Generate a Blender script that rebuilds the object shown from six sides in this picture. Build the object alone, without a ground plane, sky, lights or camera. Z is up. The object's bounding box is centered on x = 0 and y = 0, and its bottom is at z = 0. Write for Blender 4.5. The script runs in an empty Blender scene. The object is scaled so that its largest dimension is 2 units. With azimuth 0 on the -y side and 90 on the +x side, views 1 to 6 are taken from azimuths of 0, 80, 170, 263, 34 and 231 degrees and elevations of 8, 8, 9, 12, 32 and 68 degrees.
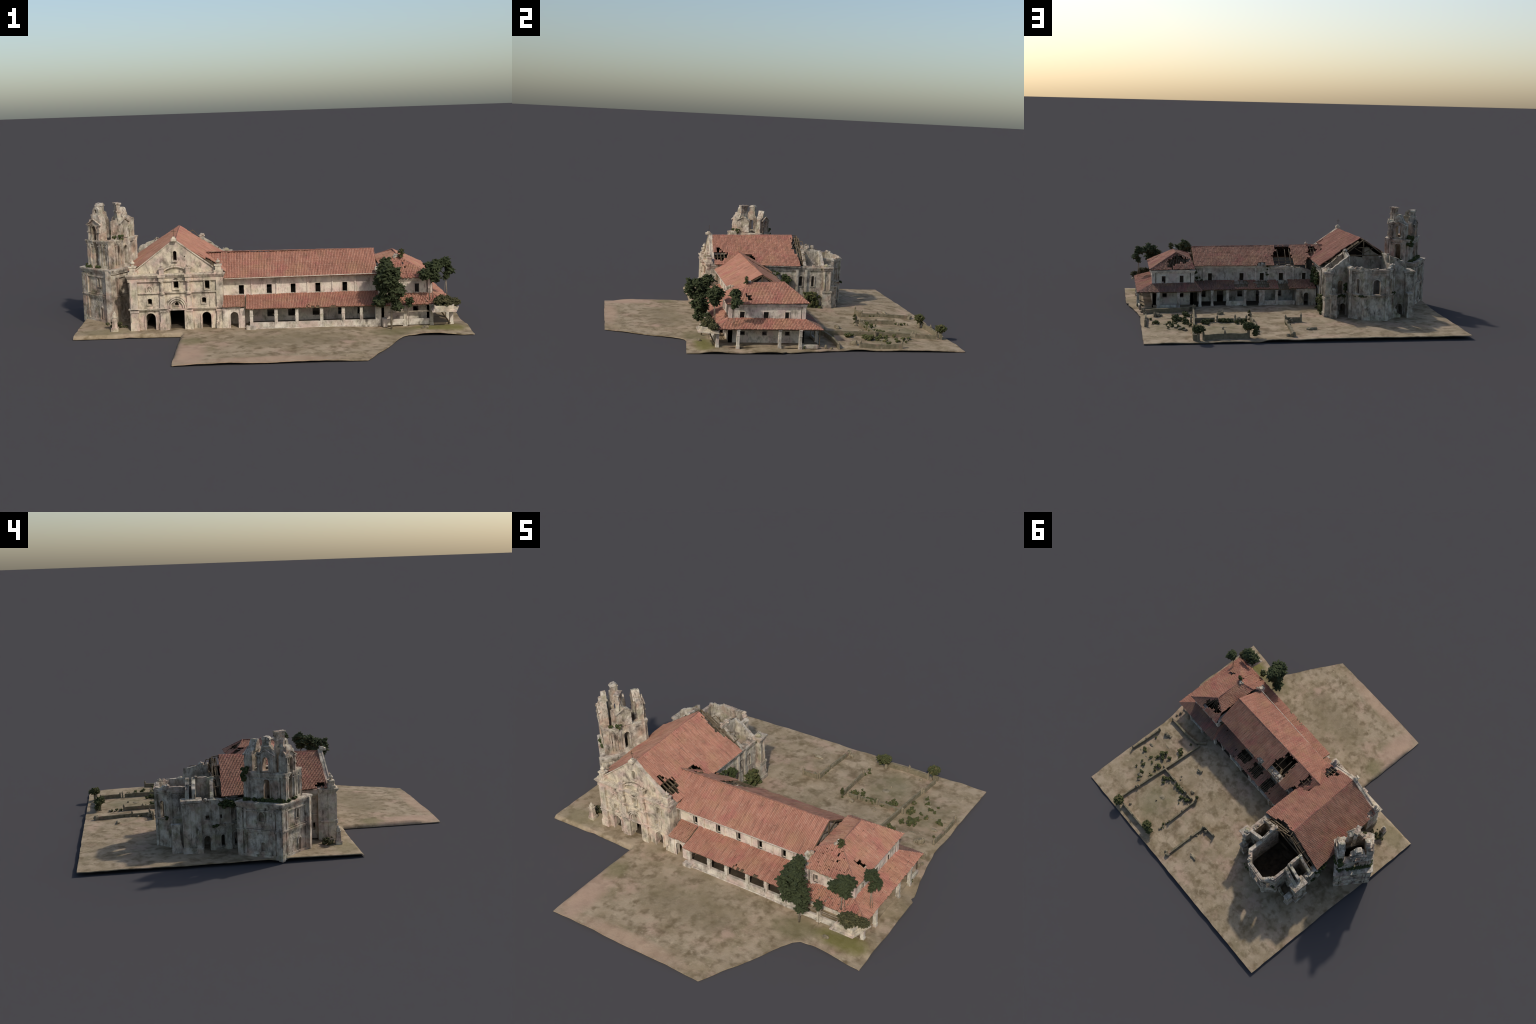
"""Ruined stone church with bell tower, attached convent wing, corner pavilion and walled graveyard
on a patch of bare ground.  Everything is generated from measured profiles and rules."""
import bpy, bmesh, math, random
from mathutils import Vector, Matrix, noise
from mathutils.geometry import tessellate_polygon

RNG = random.Random(7)
COL = bpy.context.scene.collection
WORLD = {}          # object name -> world matrix


# --------------------------------------------------------------------------- materials
def hexc(h):
    c = [int(h[i:i + 2], 16) / 255 for i in (0, 2, 4)]
    return tuple((x / 12.92 if x <= .04045 else ((x + .055) / 1.055) ** 2.4) for x in c) + (1,)


class Mat:
    def __init__(self, name, rough=.9):
        self.m = bpy.data.materials.new(name)
        self.m.use_nodes = True
        self.n = self.m.node_tree.nodes
        self.l = self.m.node_tree.links
        self.bsdf = self.n['Principled BSDF']
        self.bsdf.inputs['Roughness'].default_value = rough
        self.bsdf.inputs['Specular IOR Level'].default_value = .15
        self.tc = self.n.new('ShaderNodeTexCoord')
        self.obj = self.tc.outputs['Object']

    def mapping(self, scale=(1, 1, 1), loc=(0, 0, 0), rot=(0, 0, 0)):
        m = self.n.new('ShaderNodeMapping')
        self.l.new(self.obj, m.inputs['Vector'])
        m.inputs['Scale'].default_value = scale
        m.inputs['Location'].default_value = loc
        m.inputs['Rotation'].default_value = rot
        return m.outputs[0]

    def noise(self, scale, detail=4, rough=.55, vec=None, dist=0.0):
        t = self.n.new('ShaderNodeTexNoise')
        t.inputs['Scale'].default_value = scale
        t.inputs['Detail'].default_value = detail
        t.inputs['Roughness'].default_value = rough
        t.inputs['Distortion'].default_value = dist
        self.l.new(vec or self.obj, t.inputs['Vector'])
        return t.outputs['Fac']

    def ramp(self, fac, a, b, inv=False):
        r = self.n.new('ShaderNodeMapRange')
        r.inputs['From Min'].default_value = a
        r.inputs['From Max'].default_value = b
        if inv:
            r.inputs['To Min'].default_value = 1
            r.inputs['To Max'].default_value = 0
        self.l.new(fac, r.inputs['Value'])
        return r.outputs[0]

    def math(self, op, a, b=None, c=None):
        n = self.n.new('ShaderNodeMath')
        n.operation = op
        for i, v in enumerate((a, b, c)):
            if v is None:
                continue
            if isinstance(v, (int, float)):
                n.inputs[i].default_value = v
            else:
                self.l.new(v, n.inputs[i])
        return n.outputs[0]

    def mix(self, fac, a, b):
        n = self.n.new('ShaderNodeMix')
        n.data_type = 'RGBA'
        for s, v in ((n.inputs[0], fac), (n.inputs[6], a), (n.inputs[7], b)):
            if isinstance(v, (int, float, tuple)):
                s.default_value = v
            else:
                self.l.new(v, s)
        return n.outputs[2]

    def sep(self, vec=None):
        s = self.n.new('ShaderNodeSeparateXYZ')
        self.l.new(vec or self.obj, s.inputs[0])
        return s.outputs

    def bump(self, h, strength=.5, dist=.002):
        b = self.n.new('ShaderNodeBump')
        b.inputs['Strength'].default_value = strength
        b.inputs['Distance'].default_value = dist
        self.l.new(h, b.inputs['Height'])
        self.l.new(b.outputs[0], self.bsdf.inputs['Normal'])

    def colour(self, c):
        if isinstance(c, tuple):
            self.bsdf.inputs['Base Color'].default_value = c
        else:
            self.l.new(c, self.bsdf.inputs['Base Color'])
        return self.m


def plaster(name, light='d6c8b0', pink='cbb09f', grey='8c8373', dark='4a4034', green='87865f', wear=.5, streak=.6, moss=.3):
    """Weathered lime plaster: blotches, rain streaks, exposed rubble patches, moss."""
    m = Mat(name)
    c = m.mix(m.ramp(m.noise(16, 3), .45, .62), hexc(light), hexc(pink))
    c = m.mix(m.math('MULTIPLY', m.ramp(m.noise(21, 2, .5, m.mapping((1, 1, 1), (8, 3, 2))), .54, .66), .4), c, hexc('c6bc9e'))
    c = m.mix(m.math('MULTIPLY', m.ramp(m.noise(12, 2, .5, m.mapping((1, 1, 1), (1, 13, 2))), .54, .66), .5), c, hexc('a99c93'))
    c = m.mix(m.math('MULTIPLY', m.ramp(m.noise(30, 5, .65, m.mapping((1, 1, .8), (3, 1, 7))), .55 - .13 * wear, .70), .85),
              c, hexc(grey))
    st = m.ramp(m.noise(1, 5, .65, m.mapping((80, 80, 20), (1, 5, 2))), .54, .70)
    big = m.ramp(m.noise(11, 3, .5, m.mapping((1, 1, 1), (7, 2, 1))), .40, .58)
    c = m.mix(m.math('MULTIPLY', m.math('MULTIPLY', st, big), streak), c, hexc(dark))
    sp = m.ramp(m.noise(27, 6, .68, m.mapping((1, 1, .6), (2, 9, 4))), .565 - .06 * wear, .70)
    c = m.mix(m.math('MULTIPLY', sp, min(.95, .45 + .4 * wear)), c, hexc(dark))
    g = m.ramp(m.noise(17, 4, .6, m.mapping((1, 1, 1), (11, 3, 5))), .54, .70)
    c = m.mix(m.math('MULTIPLY', g, moss), c, hexc(green))
    m.bump(m.noise(120, 5, .65), .6, .003)
    return m.colour(c)


def tile_material(name, pitch, course, a='b07d68', b='9b6d5b', c3='c09c86', dark='6b4f43'):
    """Barrel clay tiles; Object coordinates run along the eave (x) and up the slope (y)."""
    m = Mat(name, .85)
    x, y, z = m.sep()
    ix = m.math('FLOOR', m.math('DIVIDE', x, pitch))
    iy = m.math('FLOOR', m.math('DIVIDE', y, course))
    cmb = m.n.new('ShaderNodeCombineXYZ')
    m.l.new(ix, cmb.inputs[0]); m.l.new(iy, cmb.inputs[1])
    wn = m.n.new('ShaderNodeTexWhiteNoise'); wn.noise_dimensions = '2D'
    m.l.new(cmb.outputs[0], wn.inputs['Vector'])
    wl = m.n.new('ShaderNodeTexWhiteNoise'); wl.noise_dimensions = '1D'
    m.l.new(ix, wl.inputs['W'])
    c = m.mix(m.ramp(m.noise(10, 4, .6), .38, .64), hexc(a), hexc(b))
    c = m.mix(m.math('MULTIPLY', m.ramp(wn.outputs[0], .55, 1), .28), c, hexc(c3))
    c = m.mix(m.math('MULTIPLY', m.ramp(m.noise(8, 3, .5, m.mapping((1, 1, 1), (3, 9, 1))), .50, .66), .6), c, hexc('a88263'))
    c = m.mix(m.math('MULTIPLY', m.ramp(m.noise(12, 3, .5, m.mapping((1, 1, 1), (13, 2, 1))), .54, .68), .5), c, hexc('ad6a62'))
    streak = m.ramp(m.noise(1, 4, .6, m.mapping((130, 9, 1))), .52, .74)
    c = m.mix(m.math('MULTIPLY', streak, .8), c, hexc(dark))
    c = m.mix(m.math('MULTIPLY', m.ramp(wl.outputs[0], .5, 1), .38), c, hexc('8f6050'))
    li = m.ramp(m.noise(34, 5, .65, m.mapping((1, .6, 1), (5, 5, 5))), .60, .74)
    c = m.mix(m.math('MULTIPLY', li, .5), c, hexc('a39077'))
    # darker along the channel between two barrels
    fr = m.math('FRACT', m.math('DIVIDE', x, pitch))
    ch = m.ramp(m.math('ABSOLUTE', m.math('SUBTRACT', fr, .5)), .36, .5)
    c = m.mix(m.math('MULTIPLY', ch, .35), c, hexc('66493c'))
    m.bump(m.noise(300, 3), .3, .001)
    return m.colour(c)


def simple(name, a, b, scale=40, c=None, bump=.4, rough=.9, stretch=(1, 1, 1), dist=.002):
    m = Mat(name, rough)
    f = m.noise(scale, 5, .6, m.mapping(stretch))
    col = m.mix(m.ramp(f, .36, .66), hexc(a), hexc(b))
    if c:
        col = m.mix(m.ramp(m.noise(scale * .45, 4, .6, m.mapping(stretch, (4, 4, 4))), .55, .72), col, hexc(c))
    m.bump(m.noise(scale * 4, 4), bump, dist)
    return m.colour(col)


def earth_material():
    m = Mat('earth', .95)
    x, y, z = m.sep()
    c = m.mix(m.ramp(m.noise(9, 5, .6), .38, .64), hexc('a5937a'), hexc('8e7d63'))
    c = m.mix(m.math('MULTIPLY', m.ramp(m.noise(5, 4, .6, m.mapping((1, 1, 1), (3, 8, 0))), .52, .68), .7), c, hexc('b09480'))
    c = m.mix(m.math('MULTIPLY', m.ramp(m.noise(13, 5, .65, m.mapping((1, 1, 1), (9, 1, 0))), .50, .70), .6), c, hexc('766b4f'))
    c = m.mix(m.math('MULTIPLY', m.ramp(m.noise(22, 3, .5, m.mapping((1, 1, 1), (1, 4, 0))), .48, .68), .7), c, hexc('66563e'))
    c = m.mix(m.math('MULTIPLY', m.ramp(m.noise(24, 5, .7, m.mapping((1, 1, 1), (6, 4, 0))), .58, .75), .7), c, hexc('bcaa8e'))

    def spot(cx, cy, rx, ry, col, amt):
        nonlocal c
        dx = m.math('DIVIDE', m.math('SUBTRACT', x, cx), rx)
        dy = m.math('DIVIDE', m.math('SUBTRACT', y, cy), ry)
        d = m.math('ADD', m.math('POWER', dx, 2), m.math('POWER', dy, 2))
        d = m.math('ADD', d, m.math('MULTIPLY', m.noise(20, 4), .9))
        c = m.mix(m.math('MULTIPLY', m.ramp(d, .6, 1.4, True), amt), c, hexc(col))
    spot(.83, -.47, .16, .07, '6d6a34', .8)          # lawn before the pavilion
    spot(.60, -.50, .14, .09, '6a6545', .6)
    spot(.10, -.62, .34, .16, '7a6d53', .5)          # darker turf of the forecourt
    spot(-.36, -.85, .10, .22, 'b0937e', .75)
    spot(.0, -.97, .40, .06, 'ae917a', .6)
    spot(-.36, -.62, .07, .09, '77704f', .6)
    spot(.44, .74, .15, .20, '6f6a4c', .5)           # graveyard grass
    spot(.72, .60, .14, .22, '746b50', .5)
    spot(-.80, -.36, .16, .08, '857a5a', .6)
    m.bump(m.noise(70, 6, .7), .6, .004)
    return m.colour(c)


PITCH, COURSE = .008, .015
M = {}


def make_materials():
    M['facade'] = plaster('facade_plaster', light='d2c3ab', wear=.85, streak=.85, moss=.30)
    M['convent'] = plaster('convent_plaster', light='dacdba', pink='cdb6a9', wear=.35, streak=.6, moss=.15)
    M['convent_old'] = plaster('worn_shaded_plaster', light='cdc3b2', pink='b9a597', wear=.75, streak=.85, moss=.35)  # more weathered; darker tone partly copies shade baked into the north walls
    M['tower'] = plaster('tower_plaster', light='cfc3b0', pink='bba08c', grey='7b6f5f', dark='3a3026', wear=1.2, streak=1.0, moss=.40)
    M['apse'] = plaster('apse_plaster', light='c9beac', pink='b39d8b', grey='7a705f', dark='3d342a', wear=1.12, streak=1.0, moss=.45)
    M['tile'] = tile_material('clay_tile', PITCH, COURSE)
    M['tile_old'] = tile_material('old_clay_tile', PITCH, COURSE, a='a97d68', b='926855', c3='b2937c', dark='5f4a3c')
    M['tile_dark'] = tile_material('old_shaded_clay_tile', PITCH, COURSE, a='85665a', b='6f5a50', c3='94796a', dark='4f443c')  # old grey-brown tile, darkened also for the shade on the north verandas
    M['roof_shade'] = simple('shaded_underside', '2b211c', '1c1613', 40)  # near-black tone standing in for the shade inside the roofs
    M['cap'] = simple('ridge_mortar', '94695a', '71544a', 60, '8d7b66')
    M['wood'] = simple('old_timber', '6f5f4a', '4d4234', 40, '857660', stretch=(1, 1, 1))
    M['earth'] = earth_material()
    M['stone'] = simple('grave_stone', '8d8069', '6d6450', 60, '9f937b')
    M['gwall'] = simple('garden_wall', '857a63', '665f4a', 45, '8f7563')
    M['leaf'] = simple('tree_leaf', '525a3c', '3d462e', 90, '665a3e', bump=.8, dist=.004)
    M['bush'] = simple('shrub_leaf', '5a5c38', '42462b', 110, '766845', bump=.8, dist=.004)
    M['ivy'] = simple('ivy_leaf', '4a5230', '343a22', 110, '625333', bump=.8, dist=.004)
    M['dry'] = simple('dry_palm_leaf', '56543a', '3c3b26', 90, '746845', bump=.8, dist=.004)
    M['trunk'] = simple('pale_bark', 'a39684', '7d705d', 80)
    M['iron'] = simple('rusty_iron', '55483a', '3a3128', 80)
    M['white'] = simple('limewash', 'd8ccba', 'b5a48f', 50, '8f826f')
    M['dark'] = simple('shaded_interior', '4e4437', '3a3229', 20)  # dark tone stands for unlit interiors; also colours the veranda floors


# --------------------------------------------------------------------------- scene helpers
def thing(name, label, category, loc):
    e = bpy.data.objects.new(name, None)
    e.empty_display_size = .05
    COL.objects.link(e)
    e.location = loc
    e['label'] = label
    e['category'] = category
    WORLD[e.name] = Matrix.Translation(loc)
    return e


def attach(ob, parent, mat=Matrix()):
    WORLD[ob.name] = mat.copy()
    if parent:
        ob.parent = parent
        ob.matrix_parent_inverse = WORLD[parent.name].inverted()
    ob.matrix_basis = mat


def add_mesh(name, me, parent, mat=Matrix()):
    ob = bpy.data.objects.new(name, me)
    COL.objects.link(ob)
    attach(ob, parent, mat)
    return ob


def ragged(pts, step, amp, seed=0, closed=False):
    """Subdivide a poly-line and shake it, for broken wall tops."""
    out = []
    n = len(pts) - (0 if closed else 1)
    for i in range(n):
        a, b = Vector(pts[i]), Vector(pts[(i + 1) % len(pts)])
        k = max(1, int((b - a).length / step))
        for j in range(k):
            p = a.lerp(b, j / k)
            if j:
                q = noise.noise((p.x * 60 + seed, p.y * 60, seed * 3.1)) * amp * 1.4 + (noise.random() - .5) * amp * .6
                d = (b - a).normalized()
                p = p + Vector((-d.y, d.x)) * q
            out.append((p.x, p.y))
    if not closed:
        out.append(tuple(pts[-1]))
    return out


def rect(s0, s1, z0, z1):
    return [(s0, z0), (s1, z0), (s1, z1), (s0, z1)]


def arch(s0, s1, z0, z1, n=8, rise=None):
    r = (s1 - s0) / 2
    rise = rise or r
    c = (s0 + s1) / 2
    pts = [(s0, z0), (s1, z0)]
    for i in range(n + 1):
        a = math.pi * i / n
        pts.append((c + r * math.cos(a), z1 - rise + rise * math.sin(a)))
    return pts


class Part:
    """Collects primitive solids into one mesh."""

    def __init__(self):
        self.bm = bmesh.new()

    # flat slab with holes standing on line A-B (outside is to the right of A->B)
    def slab(self, A, B, outline, holes=(), t=.03, proud=0.0):
        A, B = Vector((A[0], A[1], 0)), Vector((B[0], B[1], 0))
        d = (B - A).normalized()
        nrm = Vector((d.y, -d.x, 0))
        loops = [[Vector((p[0], p[1], 0)) for p in outline]] + [[Vector((p[0], p[1], 0)) for p in h] for h in holes]
        flat = [p for lp in loops for p in lp]
        tris = tessellate_polygon(loops)
        P3 = lambda p, o: A + d * p.x + Vector((0, 0, p.y)) + nrm * o
        f = [self.bm.verts.new(P3(p, proud)) for p in flat]
        b = [self.bm.verts.new(P3(p, proud - t)) for p in flat]
        faces = []
        for t3 in tris:
            p, q, r = (flat[i] for i in t3)
            if abs((q - p).cross(r - p).z) < 1e-12:
                continue
            ccw = (q - p).cross(r - p).z > 0
            idx = t3 if ccw else t3[::-1]
            for vs in ([f[i] for i in idx], [b[i] for i in reversed(idx)]):
                try:
                    faces.append(self.bm.faces.new(vs))
                except ValueError:
                    pass
        k = 0
        for li, lp in enumerate(loops):
            n = len(lp)
            area = sum(lp[i].x * lp[(i + 1) % n].y - lp[(i + 1) % n].x * lp[i].y for i in range(n))
            flip = (area < 0) != (li > 0)
            for i in range(n):
                a1, a2 = k + i, k + (i + 1) % n
                vs = [f[a2], f[a1], b[a1], b[a2]]
                if flip:
                    vs.reverse()
                self.bm.faces.new(vs)
            k += n
        return self

    def band(self, A, B, s0, s1, z0, z1, proj, back=.008, base=0.0):
        return self.slab(A, B, rect(s0, s1, z0, z1), (), proj - base + back, proj)

    def cornice(self, A, B, s0, s1, z0, z1, proj, steps=3):
        """Stepped moulding, widest at the top."""
        for i in range(steps):
            a = z0 + (z1 - z0) * i / steps
            b = z0 + (z1 - z0) * (i + 1) / steps
            p = proj * (.35 + .65 * (i + 1) / steps)
            self.band(A, B, s0 - p * .6, s1 + p * .6, a, b, p)
        return self

    def trim(self, A, B, opening, w, proud, t=.008):
        """Raised surround of an opening (same outline grown by w)."""
        cx = sum(p[0] for p in opening) / len(opening)
        z0, z1 = min(p[1] for p in opening), max(p[1] for p in opening)
        hw = (max(p[0] for p in opening) - min(p[0] for p in opening)) / 2
        big = [(cx + (p[0] - cx) * (hw + w) / hw, z0 - w * .6 + (p[1] - z0) * (z1 - z0 + w * 1.6) / (z1 - z0)) for p in opening]
        return self.slab(A, B, big, [opening], t, proud)

    def box(self, c, size, rz=0.0, taper=1.0):
        c = Vector(c)
        R = Matrix.Rotation(rz, 3, 'Z')
        vs = []
        for z in (-.5, .5):
            k = 1 if z < 0 else taper
            for x, y in ((-.5, -.5), (.5, -.5), (.5, .5), (-.5, .5)):
                vs.append(self.bm.verts.new(c + R @ Vector((x * size[0] * k, y * size[1] * k, z * size[2]))))
        for f in ((3, 2, 1, 0), (4, 5, 6, 7), (0, 1, 5, 4), (1, 2, 6, 5), (2, 3, 7, 6), (3, 0, 4, 7)):
            self.bm.faces.new([vs[i] for i in f])
        return self

    def lathe(self, c, prof, n=12, rz=0.0):
        c = Vector(c)
        rings = []
        for r, z in prof:
            rings.append([self.bm.verts.new(c + Vector((r * math.cos(rz + 2 * math.pi * i / n), r * math.sin(rz + 2 * math.pi * i / n), z)))
                          for i in range(n)])
        for a, b in zip(rings, rings[1:]):
            for i in range(n):
                self.bm.faces.new([a[i], a[(i + 1) % n], b[(i + 1) % n], b[i]])
        self.bm.faces.new(rings[0][::-1])
        self.bm.faces.new(rings[-1])
        return self

    def beam(self, p, q, w, h=None, n=4):
        p, q = Vector(p), Vector(q)
        h = h or w
        d = (q - p).normalized()
        up = Vector((0, 0, 1)) if abs(d.z) < .95 else Vector((1, 0, 0))
        s = d.cross(up).normalized()
        u = s.cross(d)
        ra, rb = [], []
        for i in range(n):
            a = math.pi * 2 * (i + .5) / n
            o = s * math.cos(a) * w * .7 + u * math.sin(a) * h * .7
            ra.append(self.bm.verts.new(p + o)); rb.append(self.bm.verts.new(q + o))
        for i in range(n):
            self.bm.faces.new([ra[i], ra[(i + 1) % n], rb[(i + 1) % n], rb[i]])
        self.bm.faces.new(ra[::-1]); self.bm.faces.new(rb)
        return self

    def lump(self, c, r, seed, amp=.3, sub=2, sc=(1, 1, 1), freq=1.6):
        c = Vector(c)
        res = bmesh.ops.create_icosphere(self.bm, subdivisions=sub, radius=1)
        for v in res['verts']:
            o = v.co.copy()
            k = 1 + amp * noise.noise(o * freq + Vector((seed * 3.7, seed * 1.3, seed)))\
                + amp * .6 * noise.noise(o * freq * 2.7 + Vector((seed, seed * 2.1, 4)))
            v.co = c + Vector((o.x * r * sc[0], o.y * r * sc[1], o.z * r * sc[2])) * k
        return self

    def prism(self, pts, z0, z1, holes=()):
        """Vertical prism over a ground-plan polygon, with optional holes."""
        loops = [[Vector((p[0], p[1], 0)) for p in pts]] + [[Vector((p[0], p[1], 0)) for p in h] for h in holes]
        flat = [p for lp in loops for p in lp]
        lo = [self.bm.verts.new((p.x, p.y, z0)) for p in flat]
        hi = [self.bm.verts.new((p.x, p.y, z1)) for p in flat]
        for t3 in tessellate_polygon(loops):
            p, q, r = (flat[i] for i in t3)
            idx = t3 if (q - p).cross(r - p).z > 0 else t3[::-1]
            self.bm.faces.new([hi[i] for i in idx]); self.bm.faces.new([lo[i] for i in reversed(idx)])
        k = 0
        for li, lp in enumerate(loops):
            n = len(lp)
            for i in range(n):
                a1, a2 = k + i, k + (i + 1) % n
                self.bm.faces.new([lo[a1], lo[a2], hi[a2], hi[a1]])
            k += n
        return self

    def erode(self, amp, size=.012, freq=45):
        """Cut the faces small and wear them with two octaves of noise."""
        bmesh.ops.triangulate(self.bm, faces=self.bm.faces[:])
        for _ in range(6):
            es = [e for e in self.bm.edges if e.calc_length() > size * 1.5]
            if not es:
                break
            bmesh.ops.subdivide_edges(self.bm, edges=es, cuts=1)
            bmesh.ops.triangulate(self.bm, faces=[f for f in self.bm.faces if len(f.verts) > 3])
        for v in self.bm.verts:
            v.co += noise.noise_vector(v.co * freq) * amp + noise.noise_vector(v.co * freq * 2.7) * amp * .6
        return self

    def roughen(self, amp, freq=40):
        for v in self.bm.verts:
            v.co += noise.noise_vector(v.co * freq) * amp
        return self

    def done(self, name, parent, mat, smooth=False, bevel=0.0, stuff=False):
        bmesh.ops.recalc_face_normals(self.bm, faces=self.bm.faces)
        for v in self.bm.verts:
            v.co.z = max(v.co.z, .001)
        me = bpy.data.meshes.new(name)
        self.bm.to_mesh(me)
        self.bm.free()
        me.materials.append(M[mat])
        if smooth:
            me.polygons.foreach_set('use_smooth', [True] * len(me.polygons))
        ob = add_mesh(name, me, parent)
        if bevel:
            b = ob.modifiers.new('worn_edges', 'BEVEL')
            b.width = bevel; b.segments = 2; b.limit_method = 'ANGLE'; b.angle_limit = .6
        if stuff:
            ob['kind'] = 'stuff'
        return ob


def inside(p, poly):
    x, y = p
    r = False
    j = len(poly) - 1
    for i in range(len(poly)):
        xi, yi = poly[i]; xj, yj = poly[j]
        if (yi > y) != (yj > y) and x < (xj - xi) * (y - yi) / (yj - yi) + xi:
            r = not r
        j = i
    return r


def roof(name, parent, pts, holes=(), mat='tile', free=(0,), sag=.003, lost=.0, seed=1, rough=1.0, eave_drop=.006):
    """Barrel-tile roof plane. pts: 3D corners, counter-clockwise from above, first edge = eave.
    Edges listed in `free` end in whole tiles (ragged), the others are cut straight.
    holes: 3D polygons projected on the plane, broken out tile by tile."""
    rnd = random.Random(seed * 13 + 5)
    P = [Vector(p) for p in pts]
    X = (P[1] - P[0]).normalized()
    N = Vector((0, 0, 0))
    for i in range(1, len(P) - 1):
        N += (P[i] - P[0]).cross(P[i + 1] - P[0])
    N.normalize()
    Y = N.cross(X).normalized()
    X = Y.cross(N)
    F = Matrix((X, Y, N)).transposed().to_4x4()
    F.translation = P[0]
    loc = lambda p: ((Vector(p) - P[0]).dot(X), (Vector(p) - P[0]).dot(Y))
    poly = [loc(p) for p in P]
    hl = [[loc(p) for p in h] for h in holes]
    x0, x1 = min(p[0] for p in poly), max(p[0] for p in poly)
    y0, y1 = min(p[1] for p in poly), max(p[1] for p in poly)
    i0, i1 = math.floor(x0 / PITCH) - 1, math.ceil(x1 / PITCH) + 1
    k0, k1 = math.floor(y0 / COURSE) - 1, math.ceil(y1 / COURSE) + 1
    prof = (0.0, .75, 1.0, .75)
    bm = bmesh.new()
    H = .0030
    for i in range(i0, i1):
        for k in range(k0, k1):
            cx, cy = (i + .5) * PITCH, (k + .5) * COURSE
            # shake the centre so the breaks are irregular
            jx = cx + (noise.noise((i * .45, k * .45, seed)) * .012 + rnd.uniform(-.004, .004))
            jy = cy + (noise.noise((i * .45, k * .45, seed + 9)) * .016 + rnd.uniform(-.004, .004))
            if any(inside((jx, jy), h) for h in hl):
                continue
            if rnd.random() < lost * (1 + 2 * noise.noise((i * .1, k * .1, seed))):
                continue
            dz = rnd.uniform(-.0006, .0006) * rough
            sl = rnd.uniform(-.0015, .0015) * rough
            tilt = rnd.uniform(-.0007, .0007) * rough
            ext = 0.0
            low = k * COURSE + sl - .001
            top = (k + 1) * COURSE + sl
            rows = []
            for yy, lift in ((low, .0008), (top, 0.0)):
                row = []
                for j in range(5):
                    xx = (i + j / 4) * PITCH
                    h = prof[j % 4] * H + lift + dz + tilt * (j / 4 - .5) * 2
                    h += noise.noise((xx * 7, yy * 7, seed * 5)) * sag + noise.noise((xx * 22, yy * 22, seed)) * sag * .4
                    row.append(bm.verts.new((xx, yy, h)))
                rows.append(row)
            for j in range(4):
                bm.faces.new([rows[0][j], rows[0][j + 1], rows[1][j + 1], rows[1][j]])
            # tile butt end, so the course shows as a step
            bt = [bm.verts.new((v.co.x, v.co.y, v.co.z - .0014)) for v in rows[0]]
            for j in range(4):
                bm.faces.new([bt[j], bt[j + 1], rows[0][j + 1], rows[0][j]])
    n = len(poly)
    for e in range(n):
        a, b = Vector(poly[e]), Vector(poly[(e + 1) % n])
        d = (b - a).normalized()
        if e in free:
            # whole tiles only, with a wavering line
            rm = []
            for f in bm.faces:
                c = f.calc_center_median()
                dist = d.x * (c.y - a.y) - d.y * (c.x - a.x)
                w = noise.noise((math.floor(c.x / PITCH) * .7, seed, 2)) * .004 - .002
                if dist < w:
                    rm.append(f)
            bmesh.ops.delete(bm, geom=rm, context='FACES')
        else:
            bmesh.ops.bisect_plane(bm, geom=bm.verts[:] + bm.edges[:] + bm.faces[:],
                                   plane_co=(a.x, a.y, 0), plane_no=(-d.y, d.x, 0), clear_inner=True)
    bmesh.ops.remove_doubles(bm, verts=bm.verts, dist=1e-5)
    # give every tile its thickness; the underside is painted dark for shade
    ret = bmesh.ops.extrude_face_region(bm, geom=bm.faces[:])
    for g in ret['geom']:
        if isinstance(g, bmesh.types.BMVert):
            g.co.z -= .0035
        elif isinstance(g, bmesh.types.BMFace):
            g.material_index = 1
    bmesh.ops.recalc_face_normals(bm, faces=bm.faces)
    me = bpy.data.meshes.new(name)
    bm.to_mesh(me); bm.free()
    me.materials.append(M[mat])
    me.materials.append(M['roof_shade'])
    ob = add_mesh(name, me, parent, F)
    ob['kind'] = 'stuff'
    return ob


def ridge_caps(name, parent, line, mat='cap', r=.0048, seg=.014, seed=0):
    """Row of overlapping cap tiles bedded along a ridge or hip."""
    rnd = random.Random(seed)
    p = Part()
    for a, b in zip(line, line[1:]):
        a, b = Vector(a), Vector(b)
        n = max(1, int((b - a).length / seg))
        for i in range(n):
            q0, q1 = a.lerp(b, i / n), a.lerp(b, (i + 1.12) / n)
            o = Vector((rnd.uniform(-1, 1), rnd.uniform(-1, 1), rnd.uniform(-1, 1))) * .0008
            p.beam(q0 + o, q1 + o, r * rnd.uniform(.9, 1.1), r * .8, 8)
    return p.done(name, parent, mat, stuff=True)


def on_quad(q, u, v):
    a, b, c, d = (Vector(p) for p in q)
    return (a.lerp(b, u)).lerp(d.lerp(c, u), v)


def rafters(name, parent, quad, us, vs, w=.005, drop=.008, cross=(), jit=.004, seed=0, lens=None):
    """Bare rafters (u = const) and battens (v = const) over a roof quad."""
    rnd = random.Random(seed)
    p = Part()
    dn = Vector((0, 0, -drop))
    for u in us:
        v1 = vs[1] * (1 if rnd.random() < .7 else rnd.uniform(.5, .9))
        j = rnd.uniform(-jit, jit)
        p.beam(on_quad(quad, u, vs[0]) + dn, on_quad(quad, u + j, v1) + dn, w)
    for v, u0, u1 in cross:
        p.beam(on_quad(quad, u0, v) + dn * .6, on_quad(quad, u1, v + rnd.uniform(-.02, .02)) + dn * .6, w * .7)
    return p.done(name, parent, 'wood')


_clumps = {}


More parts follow.
